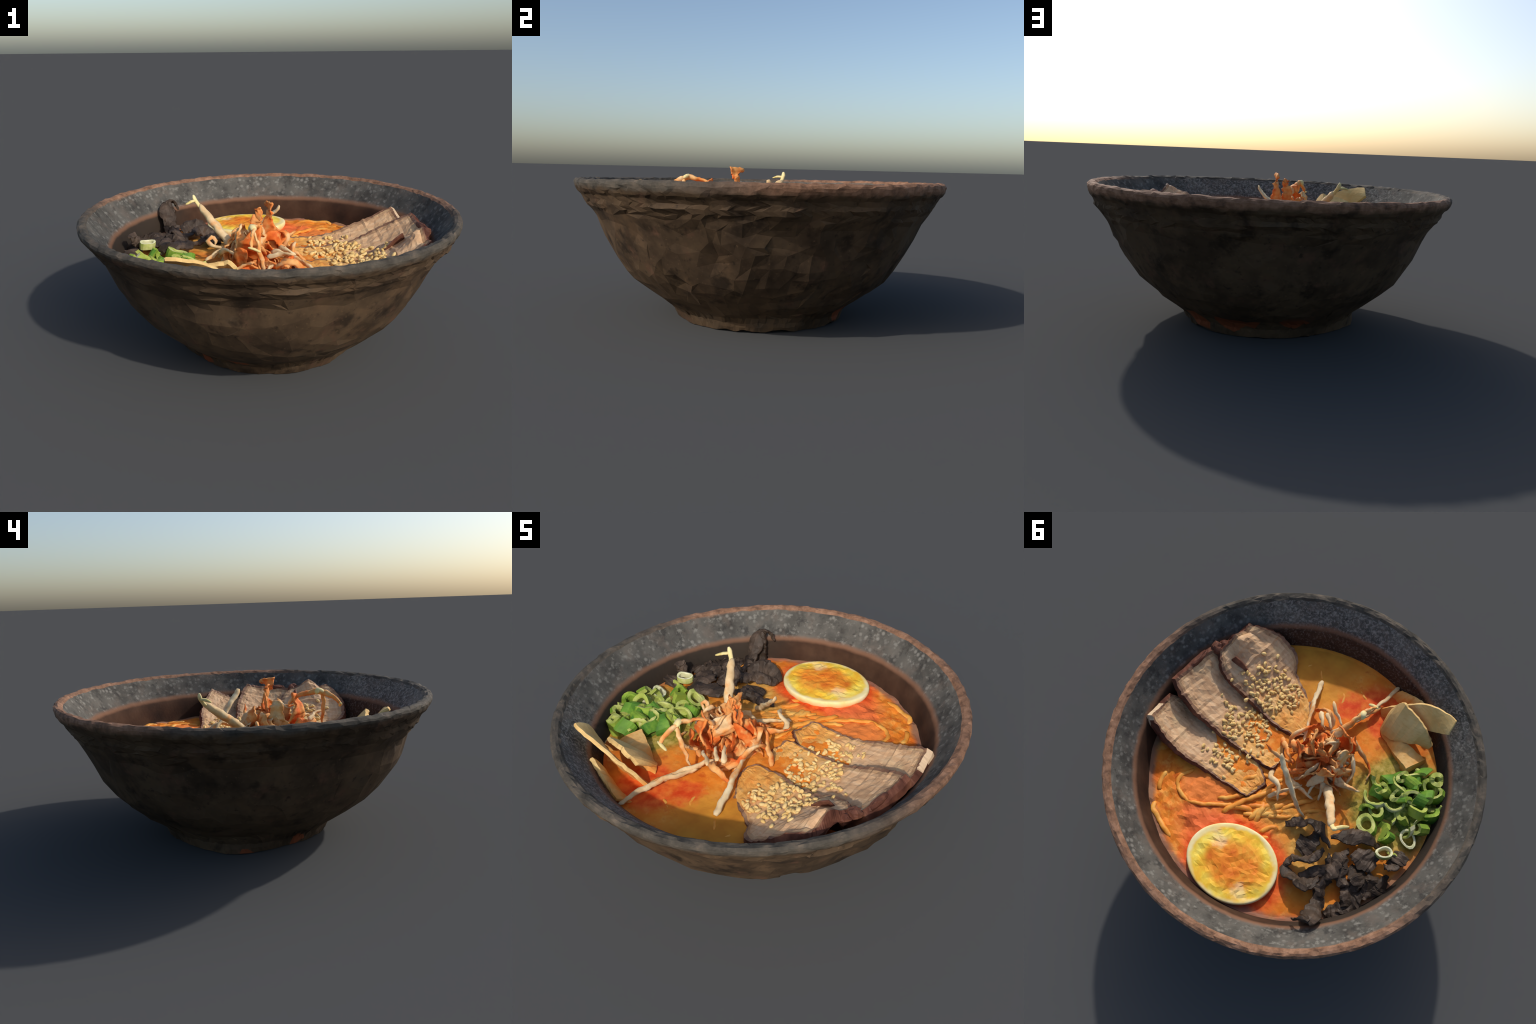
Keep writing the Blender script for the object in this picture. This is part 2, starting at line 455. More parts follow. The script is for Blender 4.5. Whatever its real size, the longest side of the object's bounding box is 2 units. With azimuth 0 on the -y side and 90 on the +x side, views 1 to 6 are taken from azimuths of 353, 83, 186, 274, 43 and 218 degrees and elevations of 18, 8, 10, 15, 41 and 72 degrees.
def sprout_skin(name, amount):
    """pale sprout, stained with chili oil by patches"""
    M = Mat(name, 0.7, 0.15)
    x, y, z = M.xyz()
    pale = M.ramp(M.noise(16, 4), [(0.3, (0.54, 0.35, 0.17)), (0.5, (0.70, 0.51, 0.28)), (0.7, (0.78, 0.64, 0.40))])
    peach = M.ramp(M.noise(20, 4, off=(4, 2, 2)), [(0.3, (0.66, 0.25, 0.065)), (0.7, (0.76, 0.42, 0.15))])
    chili = M.ramp(M.noise(18, 4, off=(2, 2, 2)), [(0.3, (0.50, 0.070, 0.010)), (0.5, (0.66, 0.145, 0.025)), (0.7, (0.72, 0.27, 0.07))])
    n = M.math('ADD', M.noise(8, 4, 0.6, off=(7, 3, 5)), (amount - 0.5) * 0.45)
    c = M.mix(M.remap(n, 0.36, 0.52), pale, peach)
    c = M.mix(M.remap(n, 0.50, 0.64), c, chili)
    return M.done(c)

MAT = dict(
    outside=stoneware_outside(), inside=glazed_inside(), broth=broth(),
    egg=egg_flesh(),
    meat=pork_meat("braised_pork", [(0.3, (0.42, 0.230, 0.115)), (0.5, (0.58, 0.355, 0.190)), (0.7, (0.68, 0.46, 0.270))]),
    browned=pork_meat("browned_pork", [(0.3, (0.27, 0.135, 0.070)), (0.5, (0.40, 0.235, 0.12)), (0.7, (0.54, 0.36, 0.19))]),
    sear=simple("seared_border", [(0.3, (0.12, 0.055, 0.032)), (0.5, (0.21, 0.105, 0.058)), (0.7, (0.36, 0.21, 0.11))], 12, 0.6, 0.3),
    rind=simple("dark_rind", [(0.3, (0.060, 0.021, 0.013)), (0.5, (0.12, 0.043, 0.026)), (0.7, (0.23, 0.095, 0.055))], 12, 0.65, 0.2, bump=0.3),
    fat=simple("pale_fat", [(0.3, (0.52, 0.34, 0.20)), (0.7, (0.70, 0.52, 0.34))], 10),
    seed=simple("sesame", [(0.3, (0.74, 0.48, 0.17)), (0.7, (0.86, 0.66, 0.32))], 60, 0.6, 0.25, rand=(0.6, (0.62, 0.36, 0.09))),
    sprout=sprout_skin("bean_sprout_skin", 0.10), sprout_red=sprout_skin("stained_sprout_skin", 0.55),
    chili=sprout_skin("chili_flake_skin", 0.72),
    tip=simple("sprout_head", [(0.3, (0.58, 0.46, 0.16)), (0.7, (0.76, 0.64, 0.34))], 20),
    noodle=simple("noodle_dough", [(0.3, (0.70, 0.20, 0.024)), (0.5, (0.75, 0.29, 0.04)), (0.7, (0.78, 0.43, 0.10))], 12, 0.5, 0.25),
    bamboo=bamboo_flesh(),
    leek=simple("leek_skin", [(0.3, (0.055, 0.145, 0.014)), (0.5, (0.14, 0.27, 0.024)), (0.7, (0.31, 0.40, 0.06))], 18, 0.7, 0.15, rand=(0.6, (0.38, 0.42, 0.07))),
    leek_deep=simple("leek_shreds", [(0.3, (0.030, 0.075, 0.010)), (0.5, (0.12, 0.17, 0.025)), (0.7, (0.34, 0.34, 0.09))], 26, 0.6, 0.2, bump=0.4),
    leek_dark=simple("leek_green", [(0.3, (0.026, 0.092, 0.012)), (0.5, (0.06, 0.17, 0.02)), (0.7, (0.14, 0.27, 0.03))], 18, 0.6, 0.2, rand=(0.4, (0.20, 0.36, 0.04))),
    leek_pale=simple("leek_flesh", [(0.3, (0.28, 0.34, 0.06)), (0.5, (0.45, 0.47, 0.14)), (0.7, (0.60, 0.58, 0.26))], 18, 0.7, 0.15, rand=(0.55, (0.26, 0.33, 0.04))),
    leek_white=simple("leek_white", [(0.3, (0.52, 0.52, 0.26)), (0.7, (0.74, 0.70, 0.48))], 18, 0.5, 0.3),
    ear=simple("wood_ear", [(0.28, (0.020, 0.013, 0.008)), (0.5, (0.050, 0.033, 0.022)), (0.7, (0.105, 0.070, 0.048))], 11, 0.6, 0.25, fleck=(0.16, 0.12, 0.09), fleck_scale=34, fleck_at=(0.62, 0.76), bump=0.2),
)

# ------------------------------------------------------------------ bowl
NA = 192
TILT = (0.010, 0.004)       # the rim plane leans very slightly

# profile (radius, z): foot, belly, throwing ridges under the lip, rounded lip, glazed band, wall under the broth
OUTER = [(0.458, 0.006), (0.470, 0.030), (0.478, 0.052), (0.505, 0.082), (0.530, 0.102), (0.558, 0.122), (0.603, 0.156), (0.648, 0.195), (0.690, 0.232),
         (0.727, 0.275), (0.758, 0.318), (0.785, 0.360), (0.808, 0.400), (0.828, 0.440), (0.846, 0.480), (0.862, 0.520),
         (0.880, 0.556), (0.899, 0.585), (0.911, 0.604), (0.926, 0.622), (0.938, 0.642), (0.946, 0.662), (0.958, 0.682)]
LIP = [(0.958, 0.682), (0.974, 0.697), (0.984, 0.711), (0.990, 0.725), (0.993, 0.738), (0.991, 0.749), (0.982, 0.757), (0.969, 0.759), (0.955, 0.754), (0.945, 0.744)]
INNER = [(0.945, 0.744), (0.934, 0.729), (0.918, 0.708), (0.898, 0.682), (0.880, 0.657), (0.862, 0.634), (0.851, 0.620), (0.842, 0.609), (0.833, 0.594), (0.823, 0.565), (0.814, 0.530),
         (0.808, 0.500), (0.801, 0.475), (0.780, 0.430), (0.72, 0.34), (0.60, 0.24), (0.42, 0.17), (0.20, 0.14), (0.05, 0.135)]

def revolve(profile, lump, jitter, ridges=False, seed=0.0, foot=False):
    P = np.array(profile)
    rows = len(P)
    a = 2 * np.pi * (np.arange(NA)[None, :] + 0.5 * (np.arange(rows)[:, None] % 2) * (1 if jitter else 0)) / NA
    r = np.repeat(P[:, :1], NA, 1)
    z = np.repeat(P[:, 1:], NA, 1)
    q = np.stack([np.cos(a) * r, np.sin(a) * r, z], -1).reshape(-1, 3)
    d = np.zeros(rows * NA)
    if lump:
        # the +x flank is dented more than the rest
        az = np.arctan2(q[:, 1], q[:, 0])
        k = 0.55 + 1.0 * np.exp(-(az / 0.8) ** 2)
        env = smoothstep(0.0, 0.10, q[:, 2]) * smoothstep(0.75, 0.66, q[:, 2])
        d += lump * env * (fbm(q * 3.2, 2, 1.0 + seed) * 0.8 + fbm(q * 7.0, 2, 5.0 + seed) * 0.9 * k + (np.abs(fbm(q * 22, 2, 9.0)) - 0.2) * 0.35 * k)
    if ridges:
        n1 = fbm(q * np.array([4, 4, 1]), 3, 3.3)
        n2 = fbm(q * np.array([11, 11, 30]), 2, 8.3)
        for zc, amp, w in ((0.632, 0.015, 0.011), (0.588, 0.009, 0.012)):
            d += amp * np.exp(-((q[:, 2] - zc - 0.02 * n1) / w) ** 2) * (0.5 + 0.9 * n1 + 1.1 * n2)
    if lump:
        zz, az = q[:, 2], np.arctan2(q[:, 1], q[:, 0])
        off = lambda a0, w: np.exp(-((np.angle(np.exp(1j * (az - a0)))) / w) ** 2)
        d += 0.001 * smoothstep(0.10, 0.25, zz) * smoothstep(0.68, 0.6, zz)
        d += 0.032 * off(-1.85, 0.62) * smoothstep(0.06, 0.22, zz) * smoothstep(0.60, 0.40, zz)      # fuller towards the front
        d += 0.014 * off(1.75, 0.65) * smoothstep(0.08, 0.16, zz) * smoothstep(0.42, 0.28, zz)
        for yc, zc, rad, dep in ((-0.275, 0.395, 0.075, 0.036), (-0.08, 0.575, 0.06, 0.018), (-0.44, 0.27, 0.03, 0.02), (0.10, 0.30, 0.10, -0.022)):   # dents in the +x flank
            d -= dep * np.exp(-((q[:, 1] - yc) ** 2 + (zz - zc) ** 2) / rad ** 2) * (q[:, 0] > 0)
    rr = np.hypot(q[:, 0], q[:, 1]) + d
    az = np.arctan2(q[:, 1], q[:, 0])
    if jitter:
        az = az + jitter * RNG.uniform(-0.45, 0.45, len(az)) * 2 * np.pi / NA
        q[:, 2] += jitter * RNG.uniform(-0.004, 0.004, len(az))
        rr = rr + jitter * RNG.normal(0, 0.0010, len(az))
    q[:, 0], q[:, 1] = rr * np.cos(az), rr * np.sin(az)
    return q.reshape(rows, NA, 3)

def band_faces(rows, jitter=True, flip=False):
    f = []
    for i in range(rows - 1):
        for k in range(NA):
            k2 = (k + 1) % NA
            a, b, c, d = i * NA + k, i * NA + k2, (i + 1) * NA + k2, (i + 1) * NA + k
            if jitter:
                t = [(a, b, d), (b, c, d)] if (i % 2 == 0) else [(a, b, c), (a, c, d)]
            else:
                t = [(a, b, c, d)]
            f += [tuple(reversed(q)) for q in t] if flip else t
    return f

def lean(q):
    w = smoothstep(0.45, 0.75, q[..., 2])
    q = q.copy()
    q[..., 1] *= 1 + 0.0055 * w
    q[..., 0] *= 1 + 0.002 * w
    q[..., 0] -= 0.004 * w
    q[..., 1] -= 0.003 * w
    q[..., 2] += w * (TILT[0] * q[..., 0] + TILT[1] * q[..., 1] - 0.008)
    return q

prof_out = []
for (r0, z0), (r1, z1) in zip(OUTER[:-1], OUTER[1:]):
    prof_out += [(r0, z0)]
prof_out.append(OUTER[-1])
nfoot = 3
skin = revolve(prof_out + LIP[1:], 0.020, 1.0, True)
# ragged lower edge of the foot
ang = np.arctan2(skin[0, :, 1], skin[0, :, 0])
jag = fbm(np.stack([np.cos(ang) * 3, np.sin(ang) * 3, 0 * ang], 1), 3, 2.2)
for i in range(4):
    w = 1 - i / 4
    out = 1 + w * (0.055 * jag + 0.10 * np.exp(-(np.angle(np.exp(1j * (ang - 3.05))) / 0.32) ** 2))
    skin[i, :, 0] *= out; skin[i, :, 1] *= out
skin[0, :, 2] = 0.001 + 0.016 * smoothstep(-0.05, 0.5, jag)
skin = lean(skin)
nb = len(prof_out)
glaze = revolve(INNER, 0.0, 0.0)
# the ledge runs out wider on the -y side
ga = np.arctan2(glaze[..., 1], glaze[..., 0])
wide = 1 + 0.004 * np.exp(-(np.angle(np.exp(1j * (ga + 1.78))) / 0.55) ** 2) * smoothstep(0.40, 0.50, glaze[..., 2]) * smoothstep(0.73, 0.63, glaze[..., 2])
glaze[..., 0] *= wide; glaze[..., 1] *= wide
glaze = lean(glaze)
glaze[0] = skin[-1]
bed = RNG.normal(0, 0.0012, glaze[1:7].shape)
glaze[1:7] += bed

wall = put("bowl", make_mesh("bowl", skin[3:nb].reshape(-1, 3), band_faces(nb - 3), MAT["outside"]))
# large irregular facets on the belly, borders kept
keep = NA * (nb - 3)
vg = wall.vertex_groups.new(name="belly")
vg.add(list(range(NA, keep - 4 * NA)), 1.0, 'REPLACE')
vg.add(list(range(keep - 4 * NA, keep - NA)), 0.25, 'REPLACE')
dec = wall.modifiers.new("facets", 'DECIMATE')
dec.ratio = 0.42
dec.vertex_group = "belly"
bpy.context.view_layer.update()
flat_me = bpy.data.meshes.new_from_object(wall.evaluated_get(bpy.context.evaluated_depsgraph_get()))
wall.modifiers.clear(); wall.vertex_groups.clear()
wall.data = flat_me
flat_me.name = "bowl"
rim = put("rim", make_mesh("rim", skin[nb - 1:].reshape(-1, 3), band_faces(len(skin) - nb + 1), MAT["outside"]), wall)
# foot ring with its underside
fr = skin[:4].reshape(-1, 3)
under = []
for rad, zz in ((0.40, 0.004), (0.36, 0.030), (0.18, 0.034), (0.02, 0.035)):
    a = 2 * np.pi * np.arange(NA) / NA
    under.append(np.stack([rad * np.cos(a), rad * np.sin(a), 0 * a + zz], 1))
fv = np.vstack(under[::-1] + [fr])
ff = band_faces(8) + [tuple(range(NA))[::-1]]
put("foot_ring", make_mesh("foot_ring", fv, ff, MAT["outside"]), wall)
gf = band_faces(len(glaze))
gf.append(tuple((len(glaze) - 1) * NA + k for k in range(NA)))
put("inner_wall", make_mesh("inner_wall", glaze.reshape(-1, 3), gf, MAT["inside"], True), wall)

# ------------------------------------------------------------------ broth
def soup_height(x, y):
    p = np.stack([x, y, 0 * x], -1).reshape(-1, 3)
    lumpy = 0.25 + 1.0 * np.exp(-(((p[:, 0] - 0.30) / 0.42) ** 2 + ((p[:, 1] - 0.48) / 0.34) ** 2)) + 0.6 * np.exp(-(((p[:, 0] + 0.12) / 0.3) ** 2 + ((p[:, 1] - 0.1) / 0.3) ** 2))
    lumpy = np.minimum(lumpy, 1.1) * smoothstep(-0.75, -0.35, p[:, 1]) + 0.06
    h = 0.480 + lumpy * (0.016 * fbm(p * 7, 3, 4.0) + 0.012 * fbm(p * 19, 2, 6.0))
    return h.reshape(np.shape(x))

def build_soup():
    nr = 60
    v, f = [], []
    R = np.linspace(0.005, 0.812, nr)
    for i, r in enumerate(R):
        a = 2 * np.pi * (np.arange(NA) + 0.5 * (i % 2)) / NA
        jr = RNG.uniform(-0.005, 0.005, NA) * (0 < i < nr - 1)
        x, y = (r + jr) * np.cos(a), (r + jr) * np.sin(a)
        z = soup_height(x, y) + 0.006 * smoothstep(0.78, 0.81, r)
        wd = 1 + 0.003 * np.exp(-(np.angle(np.exp(1j * (a + 1.78))) / 0.55) ** 2) * smoothstep(0.6, 0.8, r)
        v.append(np.stack([x * wd, y * wd, z], 1))
    f = [tuple(reversed(q)) for q in band_faces(nr)]
    f = band_faces(nr)
    f.append(tuple(range(NA))[::-1])
    return make_mesh("broth", np.vstack(v), f, MAT["broth"])
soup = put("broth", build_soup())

# ------------------------------------------------------------------ noodles in the broth
def add_strand(name, pts, rad, mat, parent=None, **kw):
    v, f = strand(pts, rad, **kw)
    return put(name, make_mesh(name, v, f, mat, True), parent)

S = 0.477
NOODLES = [
    ([(0.449, 0.325, S), (0.478, 0.405, S + .004), (0.440, 0.464, S + .006), (0.372, 0.480, S + .006), (0.304, 0.462, S + .008), (0.216, 0.402, S + .008), (0.150, 0.345, S)], 0.012),
    ([(0.500, 0.600, S), (0.470, 0.638, S + .008), (0.420, 0.655, S + .006), (0.364, 0.678, S + .004), (0.289, 0.697, S)], 0.015),
    ([(0.030, 0.350, S), (0.022, 0.331, S + .004), (0.007, 0.260, S + .008), (-0.028, 0.188, S)], 0.015),
    ([(0.166, 0.417, S), (0.141, 0.361, S + .010), (0.102, 0.277, S + .014), (0.040, 0.175, S + .01), (0.0, 0.1, S)], 0.015),
    ([(0.051, 0.206, S), (-0.013, 0.170, S + .016), (-0.043, 0.108, S + .012), (-0.05, 0.04, S)], 0.015),
    ([(0.070, 0.350, S), (0.0, 0.300, S + .004), (-0.036, 0.270, S + .008), (-0.090, 0.204, S + .004)], 0.014),
    ([(0.235, 0.37, S), (0.17, 0.31, S + .012), (0.12, 0.23, S + .012), (0.09, 0.15, S)], 0.013),
    ([(-0.06, 0.37, S - .004), (-0.115, 0.300, S + .004), (-0.135, 0.35, S + .002), (-0.09, 0.40, S - .004)], 0.014),
    ([(0.56, 0.43, S), (0.545, 0.50, S + .006), (0.51, 0.54, S)], 0.014),
    ([(-0.05, 0.25, S), (-0.10, 0.16, S + .008), (-0.16, 0.08, S + .006), (-0.2, 0.0, S)], 0.014),
    ([(-0.15, 0.2, S), (-0.20, 0.12, S + .006), (-0.28, 0.05, S + .004)], 0.013),
    ([(0.385, -0.540, S - .003), (0.311, -0.611, S - .002), (0.270, -0.615, S), (0.245, -0.590, S), (0.218, -0.555, S)], 0.006),
    ([(0.100, -0.610, S - .008), (0.052, -0.542, S - .002), (0.040, -0.480, S - .006)], 0.009),
    ([(0.040, -0.670, S - .008), (-0.030, -0.630, S - .001), (-0.090, -0.610, S - .006)], 0.009),
    ([(-0.02, 0.80 - .03, S - .006), (-0.12, 0.73, S), (-0.2, 0.70, S - .004)], 0.012),
]
for k in range(11):      # the bundle surfacing between egg, pork and sprouts
    u = RNG.uniform(-0.5, 0.5, 2)
    c = np.array([0.045 + 0.26 * u[0] + 0.10 * u[1], 0.235 + 0.12 * u[0] - 0.22 * u[1]])
    a = -2.05 + RNG.normal(0, 0.35)
    L_ = RNG.uniform(0.06, 0.11)
    d, e = np.array([math.cos(a), math.sin(a)]) * L_, np.array([-math.sin(a), math.cos(a)]) * RNG.uniform(-0.03, 0.03)
    z = S + RNG.uniform(0.001, 0.010)
    NOODLES.append(([(*(c - d), S - 0.010), (*(c - d * 0.4 + e), z), (*(c + d * 0.4 + e), z), (*(c + d), S - 0.010)], RNG.uniform(0.012, 0.016)))
for k, (pts, r) in enumerate(NOODLES):
    add_strand("noodle", pts, r, MAT["noodle"], soup, sides=8, flat=0.6, wobble=0.008, seed=k * 3.1)

# ------------------------------------------------------------------ egg half
EC, ERX, ERY, EPH, EZ = (-0.070, 0.595), 0.252, 0.206, 0.174, 0.517
def egg_ring(k, z, noise_amp=0.0, n=72, seed=0.0, off=(0, 0)):
    a = 2 * np.pi * np.arange(n) / n
    x, y = ERX * k * np.cos(a) * (1 + 0.05 * np.cos(a)), ERY * k * np.sin(a)
    X = EC[0] + off[0] + x * math.cos(EPH) - y * math.sin(EPH)
    Y = EC[1] + off[1] + x * math.sin(EPH) + y * math.cos(EPH)
    p = np.stack([X, Y, 0 * X + z], 1)
    if noise_amp:
        p[:, 2] += noise_amp * fbm(p * 16, 3, seed)
        p[:, :2] += noise_amp * 1.2 * vec_noise(p, 12, seed)[:, :2]
    return p

def rings_mesh(name, rings, mat, smooth, close=True):
    n = len(rings[0])
    v = np.vstack(rings)
    f = []
    for i in range(len(rings) - 1):
        for k in range(n):
            k2 = (k + 1) % n
            a, b, c, d = i * n + k, i * n + k2, (i + 1) * n + k2, (i + 1) * n + k
            f += [(a, b, c), (a, c, d)] if (k * 5 + i * 3) % 2 else [(a, b, d), (b, c, d)]
    if close:
        f.append(tuple((len(rings) - 1) * n + k for k in range(n)))
    return make_mesh(name, v, f, mat, smooth)

OFF = (-0.004, 0.008)
def egg_relief(p):
    """the cut face: slight dome, crumbly yolk"""
    d = np.hypot((p[:, 0] - EC[0]) / ERX, (p[:, 1] - EC[1]) / ERY)
    q = np.stack([p[:, 0], p[:, 1], 0 * d], 1)
    amp = smoothstep(1.0, 0.75, d)
    p[:, 2] += amp * (0.006 * smoothstep(0.9, 0.3, d) + 0.012 * fbm(q * 11, 2, 4.0) + 0.005 * fbm(q * 34, 2, 8.0))
    return p
top_ring = lambda k: egg_relief(egg_ring(k, EZ + 0.002, off=tuple(c * (1 - k) for c in OFF)))
white_rings = [egg_ring(0.45, EZ - 0.10), egg_ring(0.80, EZ - 0.075), egg_ring(0.96, EZ - 0.04), egg_ring(1.0, EZ - 0.018), egg_ring(0.998, EZ - 0.006), egg_ring(0.985, EZ), egg_ring(0.955, EZ + 0.002)] + [top_ring(k) for k in (0.92, 0.88, 0.84)]
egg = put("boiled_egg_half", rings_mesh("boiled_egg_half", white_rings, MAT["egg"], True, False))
# yolk: a square grid wrapped onto the disc, 4 x 18 border points meet the ring of the white
G = 18
yv = np.zeros(((G + 1) ** 2, 3))
ring84 = top_ring(0.84)
for i in range(G + 1):
    for j in range(G + 1):
        a, b = 2 * i / G - 1, 2 * j / G - 1
        if abs(a) > abs(b):
            r, ph = a, math.pi / 4 * b / a
        else:
            r, ph = b, (math.pi / 2 - math.pi / 4 * a / b) if b else 0.0
        if r < 0:
            r, ph = -r, ph + math.pi
        k = 0.84 * r
        if r > 0.999:
            yv[i * (G + 1) + j] = ring84[int(round(ph / (2 * math.pi) * 72)) % 72]
            continue
        r2 = r + RNG.uniform(-0.025, 0.025); k = 0.84 * max(r2, 0)
        x, y = ERX * k * math.cos(ph) * (1 + 0.05 * math.cos(ph)), ERY * k * math.sin(ph)
        yv[i * (G + 1) + j] = (EC[0] + OFF[0] * (1 - k) + x * math.cos(EPH) - y * math.sin(EPH), EC[1] + OFF[1] * (1 - k) + x * math.sin(EPH) + y * math.cos(EPH), EZ + 0.002)
inner = [n for n in range(len(yv)) if n // (G + 1) not in (0, G) and n % (G + 1) not in (0, G)]
yv[inner] = egg_relief(yv[inner])
yv[inner, 2] += RNG.uniform(-0.002, 0.002, len(inner))
yf = []
for i in range(G):
    for j in range(G):
        a, b, c, d = i * (G + 1) + j, (i + 1) * (G + 1) + j, (i + 1) * (G + 1) + j + 1, i * (G + 1) + j + 1
        yf += [(a, b, c), (a, c, d)] if (i * 3 + j * 5) % 2 else [(a, b, d), (b, c, d)]
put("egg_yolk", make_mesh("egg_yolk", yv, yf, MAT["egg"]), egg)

# ------------------------------------------------------------------ pork slices
def zs(x):
    return np.interp(x, [0.0, 0.35, 0.45, 0.60, 0.70, 0.80, 0.86], [0.508, 0.508, 0.522, 0.582, 0.632, 0.684, 0.715])

def edge(pts, dz=0.0):
    return [(x, y, float(zs(x)) + dz + (w[0] if w else 0.0)) for x, y, *w in pts]

SLICES = [
    # far edge (towards the egg), near edge (tucked under the next slice)
    (edge([(0.772, 0.268), (0.715, 0.292), (0.655, 0.302), (0.535, 0.310), (0.375, 0.292), (0.208, 0.277), (0.130, 0.268), (0.108, 0.255)], -0.004),
     edge([(0.795, 0.085, -0.08), (0.715, 0.030, -0.125), (0.60, 0.000, -0.105), (0.48, 0.000, -0.06), (0.36, 0.010, -0.04), (0.22, 0.060, -0.025), (0.12, 0.110, -0.01), (0.078, 0.150, -0.006)])),
    (edge([(0.806, 0.036, 0.002), (0.741, 0.065), (0.645, 0.080), (0.546, 0.080), (0.462, 0.079), (0.391, 0.080), (0.272, 0.075), (0.13, 0.062), (0.10, 0.050)], -0.004),
     edge([(0.775, -0.250, -0.015), (0.70, -0.275, -0.06), (0.60, -0.28, -0.07), (0.48, -0.27, -0.05), (0.36, -0.25, -0.038), (0.27, -0.21, -0.034), (0.18, -0.15, -0.03), (0.11, -0.06, -0.025), (0.09, -0.01, -0.015)])),
    (edge([(0.735, -0.262, 0.018), (0.655, -0.197, 0.008), (0.570, -0.181, 0.0), (0.467, -0.184), (0.367, -0.172), (0.271, -0.163), (0.185, -0.166), (0.125, -0.182), (0.095, -0.205, -0.01)], -0.004),
     edge([(0.715, -0.490, 0.045), (0.650, -0.528, 0.055), (0.56, -0.590, 0.042), (0.455, -0.592, 0.014), (0.395, -0.555, -0.010), (0.355, -0.490, -0.022), (0.262, -0.443, -0.028), (0.192, -0.405, -0.030), (0.115, -0.300, -0.022)])),
]
slice_obs = []
for k, (A, Bq) in enumerate(SLICES):
    nu, nv = 46, 22
    v, f, ring = sheet(A, Bq, 0.060, nu, nv, crumple=0.007 if k < 2 else 0.012, scale=9, seed=20 + 7 * k, bulge=-0.010 if k < 2 else 0.004, jag=0.010, taper=[1.0, 1.0, 0.8, 0.7, 0.7])
    n = nu * nv
    # fine scan-like relief
    v[:n] += RNG.normal(0, 0.0013, (n, 3))
    if k == 2:   # the raised, folded outer corner
        u = np.repeat(np.linspace(0, 1, nu), nv); t = np.tile(np.linspace(0, 1, nv), nu)
        fold = np.exp(-((u - 0.02) / 0.16) ** 2 - ((t - 0.50) / 0.20) ** 2) * 0.045 - np.exp(-((u - 0.10) / 0.15) ** 2 - ((t - 0.80) / 0.07) ** 2) * 0.02
        v[:n, 2] += fold; v[n:2 * n, 2] += fold
    fm = np.where(ring == 0, 2, np.where(ring == 1, 1, 0))
    g = lambda sel: [f[i] for i in np.nonzero(sel)[0]]
    ob = put("pork_slice", make_mesh("pork_slice", v, g(ring > 2), MAT["meat"]))
    slice_obs.append((ob, v[:n].reshape(nu, nv, 3)))
    put("browned_meat", make_mesh("browned_meat", v, g(ring == 2), MAT["browned"]), ob)
    put("seared_edge", make_mesh("seared_edge", v, g(ring == 1), MAT["sear"]), ob)
    mid = np.array([v[list(q)].mean(0) for q in f])
    cap = (ring == 0) & (mid[:, 0] > 0.765) & (mid[:, 2] > 0.61) if k == 0 else ring < 0
    put("rind", make_mesh("rind", v, g((ring == 0) & ~cap), MAT["rind"]), ob)
    if cap.any():
        put("fat_cap", make_mesh("fat_cap", v, g(cap), MAT["fat"]), ob)
    for o in (ob, *ob.children):      # drop the vertices each part does not use
        used = sorted({i for p in o.data.polygons for i in p.vertices})
        m = {u_: i for i, u_ in enumerate(used)}
        nm = make_mesh(o.data.name, v[used], [[m[i] for i in p.vertices] for p in o.data.polygons], o.data.materials[0])
        o.data = nm

# lumps of rind and a loose flap at the outer ends
def lump(centre, size, seed):
    nlat, nlon = 8, 12
    v, f = [], []
    for i in range(nlat + 1):
        th = math.pi * i / nlat
        for j in range(nlon):
            ph = 2 * math.pi * j / nlon
            v.append((math.sin(th) * math.cos(ph), math.sin(th) * math.sin(ph), math.cos(th)))
    v = np.array(v)
    v = v * (1 + 0.5 * fbm(v * 1.3, 2, seed))[:, None] * np.array(size) + np.array(centre)
    for i in range(nlat):
        for j in range(nlon):
            j2 = (j + 1) % nlon
            f.append((i * nlon + j, (i + 1) * nlon + j, (i + 1) * nlon + j2, i * nlon + j2))
    return v, f
for k, (c, s) in enumerate([((0.765, -0.275, 0.655), (0.035, 0.035, 0.030)), ((0.748, -0.315, 0.645), (0.03, 0.03, 0.025)), ((0.800, -0.155, 0.655), (0.020, 0.07, 0.022))]):
    v, f = lump(c, s, 3.0 + 5 * k)
    put("rind_lump", make_mesh("rind_lump", v, f, MAT["rind"]), slice_obs[1 if k == 2 else 2][0])
v, f, _ = sheet([(0.665, -0.27, 0.628), (0.62, -0.275, 0.61), (0.56, -0.285, 0.585)], [(0.645, -0.288, 0.668), (0.61, -0.292, 0.645), (0.555, -0.292, 0.590)], 0.008, 10, 5, crumple=0.004, seed=4)
put("rind_flap", make_mesh("rind_flap", v, f, MAT["rind"]), slice_obs[2][0])

# ------------------------------------------------------------------ sesame seeds
def seed_mesh():
    v, f = [], []
    nlat, nlon = 6, 8
    for i in range(nlat + 1):
        th = math.pi * i / nlat
        for j in range(nlon):
            ph = 2 * math.pi * j / nlon
            v.append((0.0125 * math.cos(th), 0.0080 * math.sin(th) * math.cos(ph) * (1 - 0.3 * math.cos(th)), 0.0060 * math.sin(th) * math.sin(ph)))
    for i in range(nlat):
        for j in range(nlon):
            j2 = (j + 1) % nlon
            f.append((i * nlon + j, i * nlon + j2, (i + 1) * nlon + j2, (i + 1) * nlon + j))
    return make_mesh("sesame_seed", v, f, MAT["seed"], True)
SEED = seed_mesh()
def in_poly(x, y, poly):
    c = False
    for i in range(len(poly)):
        (x1, y1), (x2, y2) = poly[i - 1], poly[i]
        if (y1 > y) != (y2 > y) and x < (x2 - x1) * (y - y1) / (y2 - y1) + x1:
            c = not c
    return c
